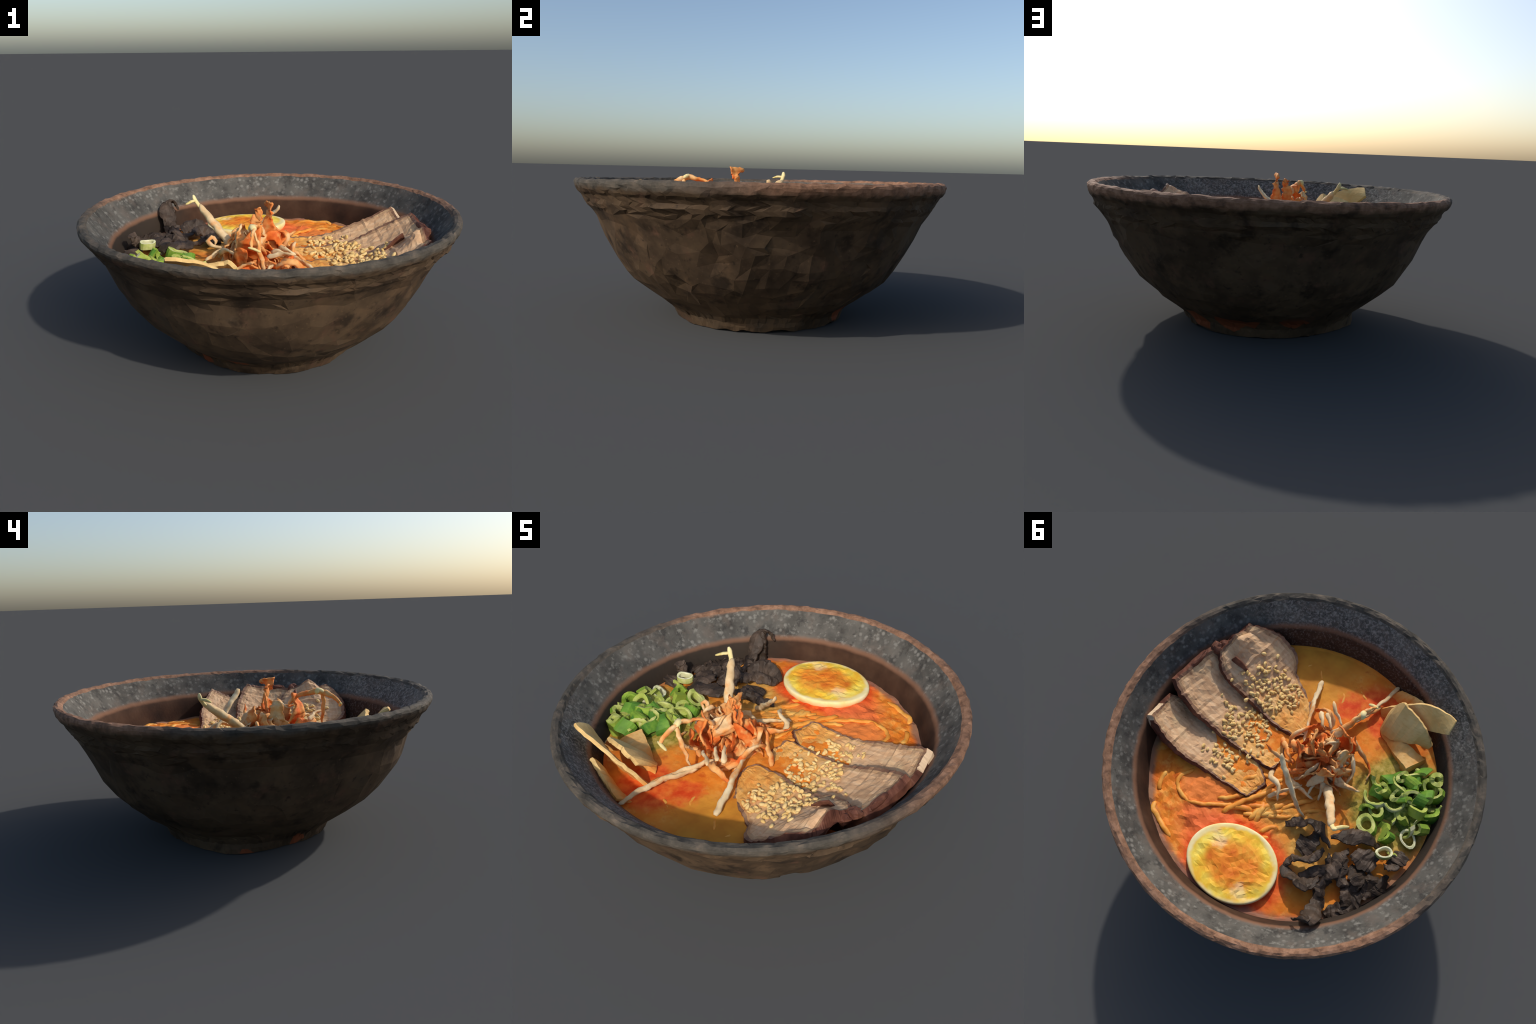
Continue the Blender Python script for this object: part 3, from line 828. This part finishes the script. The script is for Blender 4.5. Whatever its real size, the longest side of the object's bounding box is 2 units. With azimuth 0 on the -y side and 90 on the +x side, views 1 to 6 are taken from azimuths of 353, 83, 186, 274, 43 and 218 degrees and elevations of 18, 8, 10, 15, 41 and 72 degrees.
SEED_FIELDS = [
    (0, 45, [(0.50, 0.205), (0.42, 0.10), (0.29, 0.12), (0.25, 0.20), (0.33, 0.23), (0.43, 0.255), (0.47, 0.235)]),
    (1, 110, [(0.575, -0.09), (0.485, -0.10), (0.36, -0.17), (0.25, -0.12), (0.22, -0.02), (0.325, 0.045), (0.44, 0.07), (0.50, 0.0)]),
    (2, 135, [(0.58, -0.25), (0.52, -0.41), (0.42, -0.46), (0.27, -0.435), (0.21, -0.36), (0.30, -0.22), (0.385, -0.195), (0.50, -0.20)]),
]
for k, count, poly in SEED_FIELDS:
    ob, grid = slice_obs[k]
    flatg = grid.reshape(-1, 3)
    xs, ys = [p[0] for p in poly], [p[1] for p in poly]
    placed, tries = [], 0
    while len(placed) < count and tries < 20000:
        tries += 1
        x, y = RNG.uniform(min(xs) - .03, max(xs) + .03), RNG.uniform(min(ys) - .03, max(ys) + .03)
        inside = in_poly(x, y, poly)
        if not inside and RNG.rand() > 0.06:
            continue
        stack = 0
        near = sum((px - x) ** 2 + (py - y) ** 2 < 0.0135 ** 2 for px, py in placed)
        if near > 1:
            continue
        d = ((flatg[:, :2] - (x, y)) ** 2).sum(1)
        i = int(d.argmin())
        if d[i] > 0.02 ** 2:
            continue
        near_i = np.argsort(d)[:4]
        wgt = 1 / (d[near_i] + 1e-6)
        z = (flatg[near_i, 2] * wgt).sum() / wgt.sum()
        placed.append((x, y))
        z += 0.003 + 0.006 * near + RNG.uniform(0, 0.003)
        slope = math.atan2(float(zs(x + .02) - zs(x - .02)), 0.04)
        M = Matrix.Translation((x, y, z)) @ Matrix.Rotation(-slope, 4, 'Y') @ Matrix.Rotation(RNG.uniform(0, 6.28), 4, 'Z') @ Matrix.Rotation(RNG.normal(0, 0.35), 4, 'Y') @ Matrix.Rotation(RNG.normal(0, 0.5), 4, 'X') @ Matrix.Scale(RNG.uniform(0.95, 1.4), 4)
        put("sesame_seed", SEED, ob, M)

# ------------------------------------------------------------------ bamboo shoots
BAMBOO = [
    # standing fin against the wall
    ([(-0.150, -0.618, 0.500), (-0.225, -0.650, 0.575), (-0.307, -0.684, 0.648), (-0.376, -0.706, 0.700), (-0.46, -0.712, 0.722), (-0.538, -0.707, 0.732)],
     [(-0.190, -0.590, 0.470), (-0.27, -0.610, 0.490), (-0.36, -0.625, 0.530), (-0.44, -0.630, 0.590), (-0.51, -0.632, 0.650), (-0.552, -0.634, 0.688)], 0.018),
    # leaning panel
    ([(-0.215, -0.615, 0.600), (-0.253, -0.640, 0.676), (-0.328, -0.628, 0.672), (-0.400, -0.615, 0.655), (-0.450, -0.602, 0.630), (-0.515, -0.583, 0.560)],
     [(-0.222, -0.545, 0.530), (-0.232, -0.500, 0.512), (-0.300, -0.490, 0.520), (-0.390, -0.515, 0.545), (-0.440, -0.545, 0.545), (-0.505, -0.570, 0.520)], 0.022),
    # block lying in the broth
    ([(-0.222, -0.530, 0.488), (-0.300, -0.530, 0.515), (-0.395, -0.520, 0.540), (-0.532, -0.515, 0.515)],
     [(-0.262, -0.492, 0.482), (-0.330, -0.455, 0.500), (-0.400, -0.425, 0.525), (-0.480, -0.394, 0.548)], 0.075),
    # plank down at the wall
    ([(-0.190, -0.785, 0.515), (-0.280, -0.765, 0.565), (-0.400, -0.735, 0.620)],
     [(-0.150, -0.725, 0.475), (-0.270, -0.715, 0.490), (-0.400, -0.695, 0.530)], 0.020),
]
for k, (A, Bq, th) in enumerate(BAMBOO):
    v, f, ring = sheet(A, Bq, th, 22, 9, crumple=0.004, scale=10, seed=40 + 9 * k, bulge=0.006, jag=0.008)
    put("bamboo_shoot", make_mesh("bamboo_shoot", v, f, MAT["bamboo"]))

# ------------------------------------------------------------------ bean sprouts
SPROUTS = [
    # points, radii, stained?
    ([(-0.160, -0.070, 0.500), (-0.205, -0.035, 0.555), (-0.262, 0.030, 0.625), (-0.325, 0.110, 0.695), (-0.367, 0.165, 0.740)], [0.026, 0.026, 0.027, 0.025, 0.018], 0),   # tall one
    ([(-0.150, -0.618 + .0, 0.515), (-0.110, -0.500, 0.520), (-0.063, -0.397, 0.530), (-0.03, -0.30, 0.53)], [0.015, 0.017, 0.017, 0.015], 0),
    ([(-0.159, -0.794, 0.500), (-0.150, -0.700, 0.516), (-0.125, -0.580, 0.520), (-0.063, -0.400, 0.512)], [0.014, 0.016, 0.017, 0.016], 0),
    ([(0.214, -0.550, 0.490), (0.190, -0.475, 0.515), (0.140, -0.350, 0.538), (0.080, -0.220, 0.545), (0.03, -0.14, 0.53)], [0.017, 0.019, 0.019, 0.018, 0.016], 0),
    ([(0.062, 0.031, 0.757), (0.045, 0.040, 0.725), (0.0, 0.072, 0.685), (-0.064, 0.104, 0.620), (-0.132, 0.142, 0.555), (-0.204, 0.166, 0.490)], [0.017, 0.019, 0.019, 0.018, 0.016, 0.014], 0),
    ([(0.176, -0.132, 0.490), (0.125, -0.090, 0.530), (0.070, -0.050, 0.575), (0.016, -0.017, 0.598)], [0.016, 0.018, 0.018, 0.016], 1),
    ([(0.085, 0.070, 0.540), (0.070, 0.110, 0.560), (0.025, 0.118, 0.572), (-0.012, 0.145, 0.570), (-0.037, 0.190, 0.545)], [0.015, 0.018, 0.018, 0.018, 0.016], 0),
    ([(0.188, 0.004, 0.648), (0.140, 0.005, 0.610), (0.090, 0.000, 0.585), (0.020, -0.03, 0.575)], [0.004, 0.013, 0.018, 0.020], 1),
    ([(-0.085, -0.250, 0.690), (-0.105, -0.300, 0.735), (-0.125, -0.370, 0.755), (-0.137, -0.425, 0.755), (-0.148, -0.475, 0.732), (-0.155, -0.525, 0.690)], [0.026, 0.022, 0.018, 0.018, 0.016, 0.010], 1),
    ([(-0.137, -0.425, 0.752), (-0.118, -0.430, 0.710), (-0.105, -0.430, 0.650), (-0.093, -0.428, 0.590), (-0.09, -0.42, 0.53)], [0.013, 0.014, 0.015, 0.013, 0.010], 1),
    ([(0.055, -0.430, 0.620), (0.020, -0.400, 0.622), (-0.020, -0.380, 0.610), (-0.062, -0.360, 0.600)], [0.010, 0.014, 0.016, 0.016], 0),
    ([(0.080, -0.355, 0.600), (0.050, -0.320, 0.610), (0.010, -0.275, 0.615)], [0.016, 0.018, 0.018], 0),
    ([(0.052, -0.368, 0.600), (0.015, -0.335, 0.610), (-0.030, -0.300, 0.605)], [0.013, 0.016, 0.016], 0),
    ([(-0.190, -0.130, 0.580), (-0.230, -0.105, 0.570), (-0.288, -0.104, 0.548), (-0.354, -0.137, 0.515)], [0.020, 0.018, 0.016, 0.010], 0),
    ([(-0.130, -0.080, 0.580), (-0.165, -0.045, 0.570), (-0.206, -0.010, 0.545), (-0.290, 0.050, 0.500)], [0.022, 0.022, 0.020, 0.014], 0),
    ([(-0.205, -0.260, 0.585), (-0.240, -0.215, 0.590), (-0.272, -0.170, 0.572), (-0.272, -0.110, 0.535)], [0.014, 0.017, 0.018, 0.014], 0),
    ([(0.010, 0.040, 0.520), (-0.041, 0.055, 0.530), (-0.099, 0.055, 0.525), (-0.180, 0.055, 0.500)], [0.016, 0.018, 0.017, 0.014], 0),
    ([(0.030, 0.030, 0.560), (-0.015, 0.010, 0.565), (-0.070, -0.050, 0.570)], [0.017, 0.019, 0.018], 1),
    ([(0.020, 0.200, 0.500), (-0.010, 0.150, 0.520), (-0.050, 0.090, 0.525), (-0.09, 0.04, 0.53)], [0.014, 0.015, 0.016, 0.015], 0),
    ([(-0.105, -0.060, 0.545), (-0.135, 0.000, 0.532), (-0.142, 0.060, 0.500)], [0.017, 0.017, 0.014], 0),
    ([(-0.160, -0.060, 0.540), (-0.185, -0.010, 0.525), (-0.207, 0.040, 0.500)], [0.015, 0.016, 0.014], 0),
    ([(-0.120, -0.330, 0.560), (-0.160, -0.345, 0.550), (-0.213, -0.326, 0.530), (-0.298, -0.298, 0.505), (-0.335, -0.265, 0.500), (-0.344, -0.215, 0.492)], [0.015, 0.016, 0.016, 0.014, 0.013, 0.010], 1),
    ([(0.095, -0.090, 0.545), (0.110, -0.140, 0.585), (0.097, -0.205, 0.585), (0.070, -0.27, 0.535), (0.03, -0.31, 0.51)], [0.016, 0.018, 0.020, 0.019, 0.015], 1),
    ([(-0.010, -0.330, 0.530), (0.015, -0.372, 0.572), (0.055, -0.385, 0.578), (0.095, -0.380, 0.550), (0.13, -0.37, 0.505)], [0.018, 0.022, 0.022, 0.020, 0.014], 1),
    ([(0.060, -0.090, 0.540), (0.080, -0.110, 0.610), (0.070, -0.085, 0.640), (0.03, -0.08, 0.62)], [0.018, 0.022, 0.022, 0.018], 1),
    # loop seen from the front
    ([(-0.190, -0.080, 0.545), (-0.255, -0.090, 0.565), (-0.310, -0.100, 0.580), (-0.340, -0.098, 0.610), (-0.315, -0.092, 0.632), (-0.290, -0.090, 0.610), (-0.300, -0.095, 0.585)], [0.020, 0.020, 0.018, 0.014, 0.013, 0.012, 0.010], 0),
    ([(-0.075, -0.262, 0.520), (-0.060, -0.290, 0.535), (-0.030, -0.300, 0.535), (0.01, -0.30, 0.515)], [0.018, 0.020, 0.020, 0.016], 1),
]
for k, (pts, r, red) in enumerate(SPROUTS):
    add_strand("bean_sprout", pts, [q * (0.98 if k == 0 else 0.88) for q in r], MAT["sprout_red" if red else "sprout"], sides=7, flat=0.85 if k == 0 else 0.55, wobble=0.010, seed=50 + 2.7 * k, twist=0.3 if k == 0 else 2.2)
# two seed leaves on the tall sprout, heads on others
HEADS = [([(-0.360, 0.155, 0.730), (-0.380, 0.172, 0.755), (-0.392, 0.178, 0.775), (-0.398, 0.180, 0.798)], [0.015, 0.012, 0.014, 0.010]),
         ([(-0.388, 0.176, 0.765), (-0.410, 0.150, 0.768), (-0.440, 0.118, 0.760)], [0.012, 0.011, 0.007]),
         ([(-0.130, -0.435, 0.752), (-0.140, -0.405, 0.765), (-0.150, -0.395, 0.745)], [0.016, 0.018, 0.012]),
         ([(-0.112, -0.520, 0.675), (-0.140, -0.522, 0.690), (-0.172, -0.518, 0.697)], [0.007, 0.010, 0.008])]
for k, (pts, r) in enumerate(HEADS):
    add_strand("sprout_leaf", pts, r, MAT["tip"], sides=7, flat=0.7, seed=90 + k, wobble=0.003)

# ------------------------------------------------------------------ chili-dressed crown in the middle
def petal(base, tip, width0, width1, bend, thick, seed, n=16):
    """crumpled, flaring strip standing on the pile"""
    b, t = np.array(base, float), np.array(tip, float)
    c = (b + t) / 2 + np.array(bend)
    axis = t - b
    side = np.cross(axis, np.array([-0.087, -0.192, 0.6]) - c)
    side /= np.linalg.norm(side) + 1e-9
    C = spline([b, c, t], n)
    s = np.linspace(0, 1, n)
    w = (width0 * (1 - s) + width1 * s) * (1 + 0.25 * np.sin(s * 9 + seed))
    return sheet(C - side * w[:, None], C + side * w[:, None], thick, n, 7, crumple=0.020, scale=16, seed=seed, jag=0.016)

PETALS = [
    ((-0.050, -0.140, 0.590), (-0.020, -0.146, 0.765), 0.050, 0.016, (0.005, 0.01, 0)),
    ((-0.020, -0.146, 0.750), (-0.026, -0.150, 0.818), 0.014, 0.036, (0.0, 0.0, 0)),
    ((-0.085, -0.120, 0.600), (-0.073, -0.125, 0.745), 0.050, 0.018, (-0.005, 0.0, 0)),
    ((-0.073, -0.125, 0.735), (-0.075, -0.128, 0.794), 0.016, 0.024, (0, 0, 0)),
    ((-0.130, -0.110, 0.560), (-0.150, -0.080, 0.690), 0.065, 0.018, (-0.02, 0.03, 0)),
    ((-0.160, -0.180, 0.560), (-0.165, -0.185, 0.715), 0.070, 0.018, (-0.03, 0.0, 0)),
    ((-0.110, -0.250, 0.560), (-0.100, -0.285, 0.745), 0.075, 0.026, (-0.02, -0.03, 0)),
    ((-0.010, -0.110, 0.560), (0.010, -0.095, 0.665), 0.070, 0.030, (0.03, 0.02, 0)),
    ((-0.060, -0.190, 0.600), (-0.090, -0.200, 0.690), 0.060, 0.050, (0.01, -0.02, 0)),
    ((-0.120, -0.200, 0.610), (-0.070, -0.230, 0.690), 0.055, 0.040, (-0.02, 0.0, 0.02)),
    ((-0.200, -0.170, 0.530), (-0.210, -0.150, 0.620), 0.050, 0.020, (-0.02, 0.02, 0)),
    ((-0.150, -0.290, 0.530), (-0.175, -0.300, 0.620), 0.055, 0.022, (-0.02, -0.02, 0)),
    ((0.030, -0.260, 0.495), (0.010, -0.320, 0.535), 0.055, 0.045, (0.02, -0.01, 0.03)),
]
for k, (b, t, w0, w1, bend) in enumerate(PETALS):
    v, f, ring = petal(b, t, w0, w1, bend, 0.010, 60 + 4.3 * k)
    put("chili_flake", make_mesh("chili_flake", v, f, MAT["chili" if k % 4 else "sprout_red"], True))
# torn ribbons hanging out of the crown on all sides
for k in range(26):
    a = k * 2.39996 + 0.4
    r0, r1 = RNG.uniform(0.02, 0.07), RNG.uniform(0.11, 0.19)
    z0, z1 = RNG.uniform(0.57, 0.655), RNG.uniform(0.505, 0.575)
    d = np.array([math.cos(a), math.sin(a)])
    c = np.array([-0.105, -0.145])
    if -1.5 < math.remainder(a, 2 * math.pi) < -0.3:
        z0, z1 = z0 - 0.05, 0.495
    turn = RNG.uniform(-0.5, 0.5)
    d2 = np.array([math.cos(a + turn), math.sin(a + turn)])
    pts = [(*(c + d * r0), z0), (*(c + d * (r0 + r1) / 2), max(z0, z1) + RNG.uniform(-0.01, 0.025)), (*(c + d2 * r1), z1), (*(c + d2 * (r1 + 0.02)), z1 - 0.03)]
    add_strand("torn_sprout", pts, [0.020, RNG.uniform(0.020, 0.036), RNG.uniform(0.014, 0.024), 0.005], MAT[("chili", "sprout_red", "chili", "sprout_red", "sprout")[k % 5]], sides=8, flat=0.2, wobble=0.016, seed=300 + 3.3 * k, twist=RNG.uniform(-2.5, 2.5), roll=RNG.uniform(0, 3))
# the tangled heap that carries them
heap = Geo()
n_lat, n_lon = 14, 40
hv, hf = [], []
for i in range(n_lat + 1):
    for j in range(n_lon):
        rr = 1 - i / n_lat
        a = 2 * math.pi * j / n_lon
        hv.append((-0.105 + 0.155 * rr * math.cos(a), -0.125 + 0.125 * rr * math.sin(a), 0.478 + 0.085 * (1 - rr ** 2.2)))
hv = np.array(hv)
hv[:, 2] += 0.050 * fbm(hv * 17, 2, 3.0) * smoothstep(0.478, 0.52, hv[:, 2])
hv[:, :2] += 0.025 * vec_noise(hv, 13, 4.0)[:, :2]
for i in range(n_lat):
    for j in range(n_lon):
        j2 = (j + 1) % n_lon
        hf.append((i * n_lon + j, i * n_lon + j2, (i + 1) * n_lon + j2, (i + 1) * n_lon + j))
put("sprout_heap", make_mesh("sprout_heap", hv, hf, MAT["chili"]), stuff=True)

# ------------------------------------------------------------------ leek rings
def ring_mesh(ro, ri, h, arc=2 * math.pi, squash=1.0, seed=0.0):
    """a cut leek ring, whole or an opened arc; slot 0 skin, slot 1 cut flesh"""
    n = 16 if arc > 6 else 9
    closed = arc > 6
    v, f, m = [], [], []
    for i in range(n):
        a = arc * i / (n if closed else n - 1)
        wob = 1 + 0.10 * math.sin(2 * a + seed) + 0.05 * math.sin(3 * a + 2 * seed)
        c, s = math.cos(a) * wob, math.sin(a) * wob * squash
        for r, z in ((ro, -h), (ro * 1.03, 0), (ro, h), (ri * 1.15, h * 1.05), (ri, h * 0.85), (ri, -h)):
            v.append((r * c, r * s, z + 0.15 * h * math.sin(3 * a + seed)))
    k = 6
    for i in range(n if closed else n - 1):
        i2 = (i + 1) % n
        for j in range(k):
            j2 = (j + 1) % k
            f.append((i * k + j, i2 * k + j, i2 * k + j2, i * k + j2))
            m.append(0 if j < 2 else 1)
    if not closed:
        f += [tuple(range(k)), tuple((n - 1) * k + j for j in range(k))[::-1]]
        m += [1, 1]
    return v, f, m

LEEK = []
for k, (ro, ri, h, arc, sq, mats) in enumerate([
        (0.046, 0.026, 0.020, 6.3, 0.80, ("leek", "leek_pale")), (0.040, 0.016, 0.026, 6.3, 0.70, ("leek_dark", "leek_pale")),
        (0.050, 0.031, 0.026, 3.6, 0.85, ("leek", "leek_pale")), (0.042, 0.024, 0.032, 2.6, 1.0, ("leek_dark", "leek")),
        (0.034, 0.012, 0.034, 6.3, 0.85, ("leek", "leek_pale")), (0.044, 0.031, 0.018, 6.3, 0.75, ("leek_pale", "leek_white")),
        (0.046, 0.034, 0.018, 3.2, 0.9, ("leek_white", "leek_pale"))]):
    v, f, m = ring_mesh(ro, ri, h, arc, sq, 1.3 * k)
    LEEK.append(make_mesh("leek_ring", v, f, [MAT[x] for x in mats], False, m))

def place_leek(kind, x, y, z, rx, ry, rz, s=1.0):
    put("leek_ring", LEEK[kind], None, Matrix.Translation((x, y, z)) @ Matrix.Rotation(rz, 4, 'Z') @ Matrix.Rotation(ry, 4, 'Y') @ Matrix.Rotation(rx, 4, 'X') @ Matrix.Scale(s, 4))

lv, lf = [], []
for i in range(13):
    for j in range(40):
        rr, a = 1 - i / 12, 2 * math.pi * j / 40
        lv.append((-0.590 + 0.165 * rr * math.cos(a + 0.3) , -0.255 + 0.185 * rr * math.sin(a + 0.3), 0.468 + 0.048 * (1 - rr ** 2)))
lv = np.array(lv)
lv += vec_noise(lv, 14, 6.0) * np.array([0.03, 0.03, 0.03])
rad = np.hypot(lv[:, 0], lv[:, 1]); lv[:, :2] *= np.minimum(1, 0.80 / rad)[:, None]
for i in range(12):
    for j in range(40):
        j2 = (j + 1) % 40
        lf.append((i * 40 + j, i * 40 + j2, (i + 1) * 40 + j2, (i + 1) * 40 + j))
heap_of_leek = put("leek_heap", make_mesh("leek_heap", lv, lf, MAT["leek_deep"]), stuff=True)
place_leek(5, -0.658, 0.066, 0.555, 0.15, 0.1, 0.4, 1.0)
RINGS = [(-0.410, -0.270), (-0.462, -0.272), (-0.509, -0.292), (-0.480, -0.335), (-0.555, -0.346), (-0.587, -0.420), (-0.640, -0.387), (-0.690, -0.380),
         (-0.655, -0.326), (-0.700, -0.330), (-0.600, -0.282), (-0.595, -0.224), (-0.628, -0.198), (-0.644, -0.284), (-0.558, -0.126), (-0.560, -0.039),
         (-0.497, -0.012), (-0.669, -0.118), (-0.712, -0.174), (-0.715, -0.090), (-0.690, -0.005), (-0.605, -0.022), (-0.491, -0.104), (-0.440, -0.160),
         (-0.460, -0.225), (-0.715, -0.270), (-0.730, -0.190), (-0.457, -0.077), (-0.53, -0.25), (-0.545, -0.195), (-0.66, -0.24), (-0.61, -0.36), (-0.52, -0.38), (-0.43, -0.21), (-0.64, -0.44)]
for k, (x, y) in enumerate(RINGS):
    core = math.exp(-(((x + 0.58) / 0.13) ** 2 + ((y + 0.30) / 0.13) ** 2))
    kind = [0, 3, 2, 1, 4, 3, 0, 2, 1, 6][k % 10] if core > 0.25 else [2, 5, 6, 3, 0, 6][k % 6]
    z = 0.498 + 0.044 * core + RNG.uniform(-0.004, 0.012)
    place_leek(kind, x, y, z, RNG.normal(0, 0.65), RNG.normal(0, 0.6), RNG.uniform(0, 6.28), RNG.uniform(1.0, 1.35))

# ------------------------------------------------------------------ wood ear mushroom
def ear_strip(pts, width, lift, seed, thick=0.009, n=22, nv=6):
    C = spline(pts, n)
    T, N, B = frames(C)
    s = np.linspace(0, 1, n)
    w = width * np.clip(np.sin(np.pi * np.clip(s, 0.04, 0.96)) ** 0.45, 0.25, 1) * (1 + 0.35 * fbm(C * 14, 2, seed))
    a = lift + 0.9 * fbm(C * 7, 2, seed + 9)
    d = B * np.cos(a)[:, None] + N * np.sin(a)[:, None]
    return sheet(C - d * w[:, None], C + d * w[:, None], thick, n, nv, crumple=0.026, scale=11, seed=seed, jag=0.014, bulge=0.010)

EARS = [
    ([(-0.145, 0.258, 0.500), (-0.200, 0.206, 0.535), (-0.274, 0.164, 0.550), (-0.344, 0.172, 0.540), (-0.404, 0.200, 0.510)], 0.026, 0.6),
    ([(-0.300, 0.330, 0.500), (-0.305, 0.270, 0.515), (-0.315, 0.190, 0.505)], 0.050, 0.2),
    ([(-0.281, 0.436, 0.500), (-0.290, 0.384, 0.535), (-0.358, 0.331, 0.555), (-0.391, 0.240, 0.550)], 0.026, 0.9),
    ([(-0.285, 0.437, 0.500), (-0.362, 0.462, 0.530), (-0.428, 0.450, 0.535), (-0.473, 0.389, 0.530)], 0.042, 0.5),
    ([(-0.472, 0.400, 0.520), (-0.500, 0.300, 0.540), (-0.481, 0.215, 0.540), (-0.500, 0.163, 0.520)], 0.030, 0.4),
    ([(-0.505, 0.330, 0.510), (-0.514, 0.410, 0.530), (-0.530, 0.470, 0.535), (-0.545, 0.520, 0.530)], 0.030, 0.4),
    ([(-0.385, 0.155, 0.520), (-0.465, 0.102, 0.545), (-0.544, 0.055, 0.545), (-0.615, 0.050, 0.520)], 0.034, 0.3),
    ([(-0.520, 0.165, 0.535), (-0.592, 0.152, 0.548), (-0.670, 0.166, 0.530)], 0.062, 0.1),
    ([(-0.493, 0.180, 0.530), (-0.536, 0.254, 0.545), (-0.548, 0.315, 0.535), (-0.620, 0.303, 0.520)], 0.032, 0.6),
    ([(-0.625, 0.330, 0.510), (-0.660, 0.240, 0.540), (-0.690, 0.215, 0.545), (-0.725, 0.310, 0.520)], 0.032, 0.7),
    ([(-0.640, 0.450, 0.495), (-0.672, 0.365, 0.510), (-0.690, 0.290, 0.510)], 0.036, 0.2),
    ([(-0.715, 0.100, 0.520), (-0.730, 0.040, 0.530), (-0.724, -0.005, 0.510)], 0.040, 0.1),
    ([(-0.745, 0.150, 0.505), (-0.745, 0.220, 0.515), (-0.730, 0.280, 0.500)], 0.034, 0.3),
    ([(-0.560, 0.220, 0.520), (-0.620, 0.240, 0.535), (-0.670, 0.260, 0.525)], 0.050, 0.2),
    ([(-0.600, 0.500, 0.490), (-0.640, 0.440, 0.500), (-0.700, 0.370, 0.495)], 0.030, 0.2),
    ([(-0.430, 0.230, 0.505), (-0.470, 0.300, 0.515), (-0.450, 0.370, 0.500)], 0.026, 0.3),
    ([(-0.700, 0.130, 0.530), (-0.735, 0.110, 0.580), (-0.745, 0.085, 0.570)], 0.026, 0.9),
]
v, f, ring = sheet([(-0.575, 0.560, 0.485), (-0.582, 0.575, 0.560), (-0.580, 0.585, 0.630), (-0.565, 0.592, 0.668), (-0.548, 0.597, 0.672)],
                   [(-0.500, 0.555, 0.485), (-0.500, 0.570, 0.555), (-0.508, 0.580, 0.615), (-0.518, 0.590, 0.645), (-0.525, 0.600, 0.655)], 0.012, 18, 7, crumple=0.016, scale=12, seed=77, jag=0.010, bulge=0.012)
put("wood_ear_strip", make_mesh("wood_ear_strip", v, f, MAT["ear"]))
for A, Bq, sd in [
        ([(-0.545, 0.430, 0.500), (-0.575, 0.500, 0.555), (-0.600, 0.555, 0.620), (-0.575, 0.600, 0.668)], [(-0.480, 0.440, 0.500), (-0.500, 0.500, 0.545), (-0.520, 0.555, 0.605), (-0.530, 0.610, 0.658)], 81),
        ([(-0.560, 0.585, 0.664), (-0.530, 0.600, 0.676), (-0.500, 0.622, 0.655), (-0.486, 0.632, 0.620)], [(-0.560, 0.615, 0.655), (-0.532, 0.625, 0.668), (-0.508, 0.640, 0.645), (-0.496, 0.642, 0.625)], 84),
        ([(-0.360, 0.420, 0.500), (-0.400, 0.360, 0.520), (-0.440, 0.320, 0.525), (-0.500, 0.270, 0.515)], [(-0.410, 0.450, 0.495), (-0.440, 0.400, 0.515), (-0.490, 0.350, 0.520), (-0.550, 0.300, 0.510)], 87),
        ([(-0.570, 0.330, 0.500), (-0.610, 0.380, 0.525), (-0.640, 0.430, 0.520)], [(-0.630, 0.290, 0.505), (-0.665, 0.340, 0.520), (-0.690, 0.390, 0.500)], 90)]:
    v, f, ring = sheet(A, Bq, 0.010, 16, 6, crumple=0.020, scale=12, seed=sd, jag=0.012, bulge=0.010)
    put("wood_ear_strip", make_mesh("wood_ear_strip", v, f, MAT["ear"]))
for k, (pts, w, lift) in enumerate(EARS):
    v, f, ring = ear_strip(pts, w * 1.15, lift, 120 + 5.7 * k)
    put("wood_ear_strip", make_mesh("wood_ear_strip", v, f, MAT["ear"]))
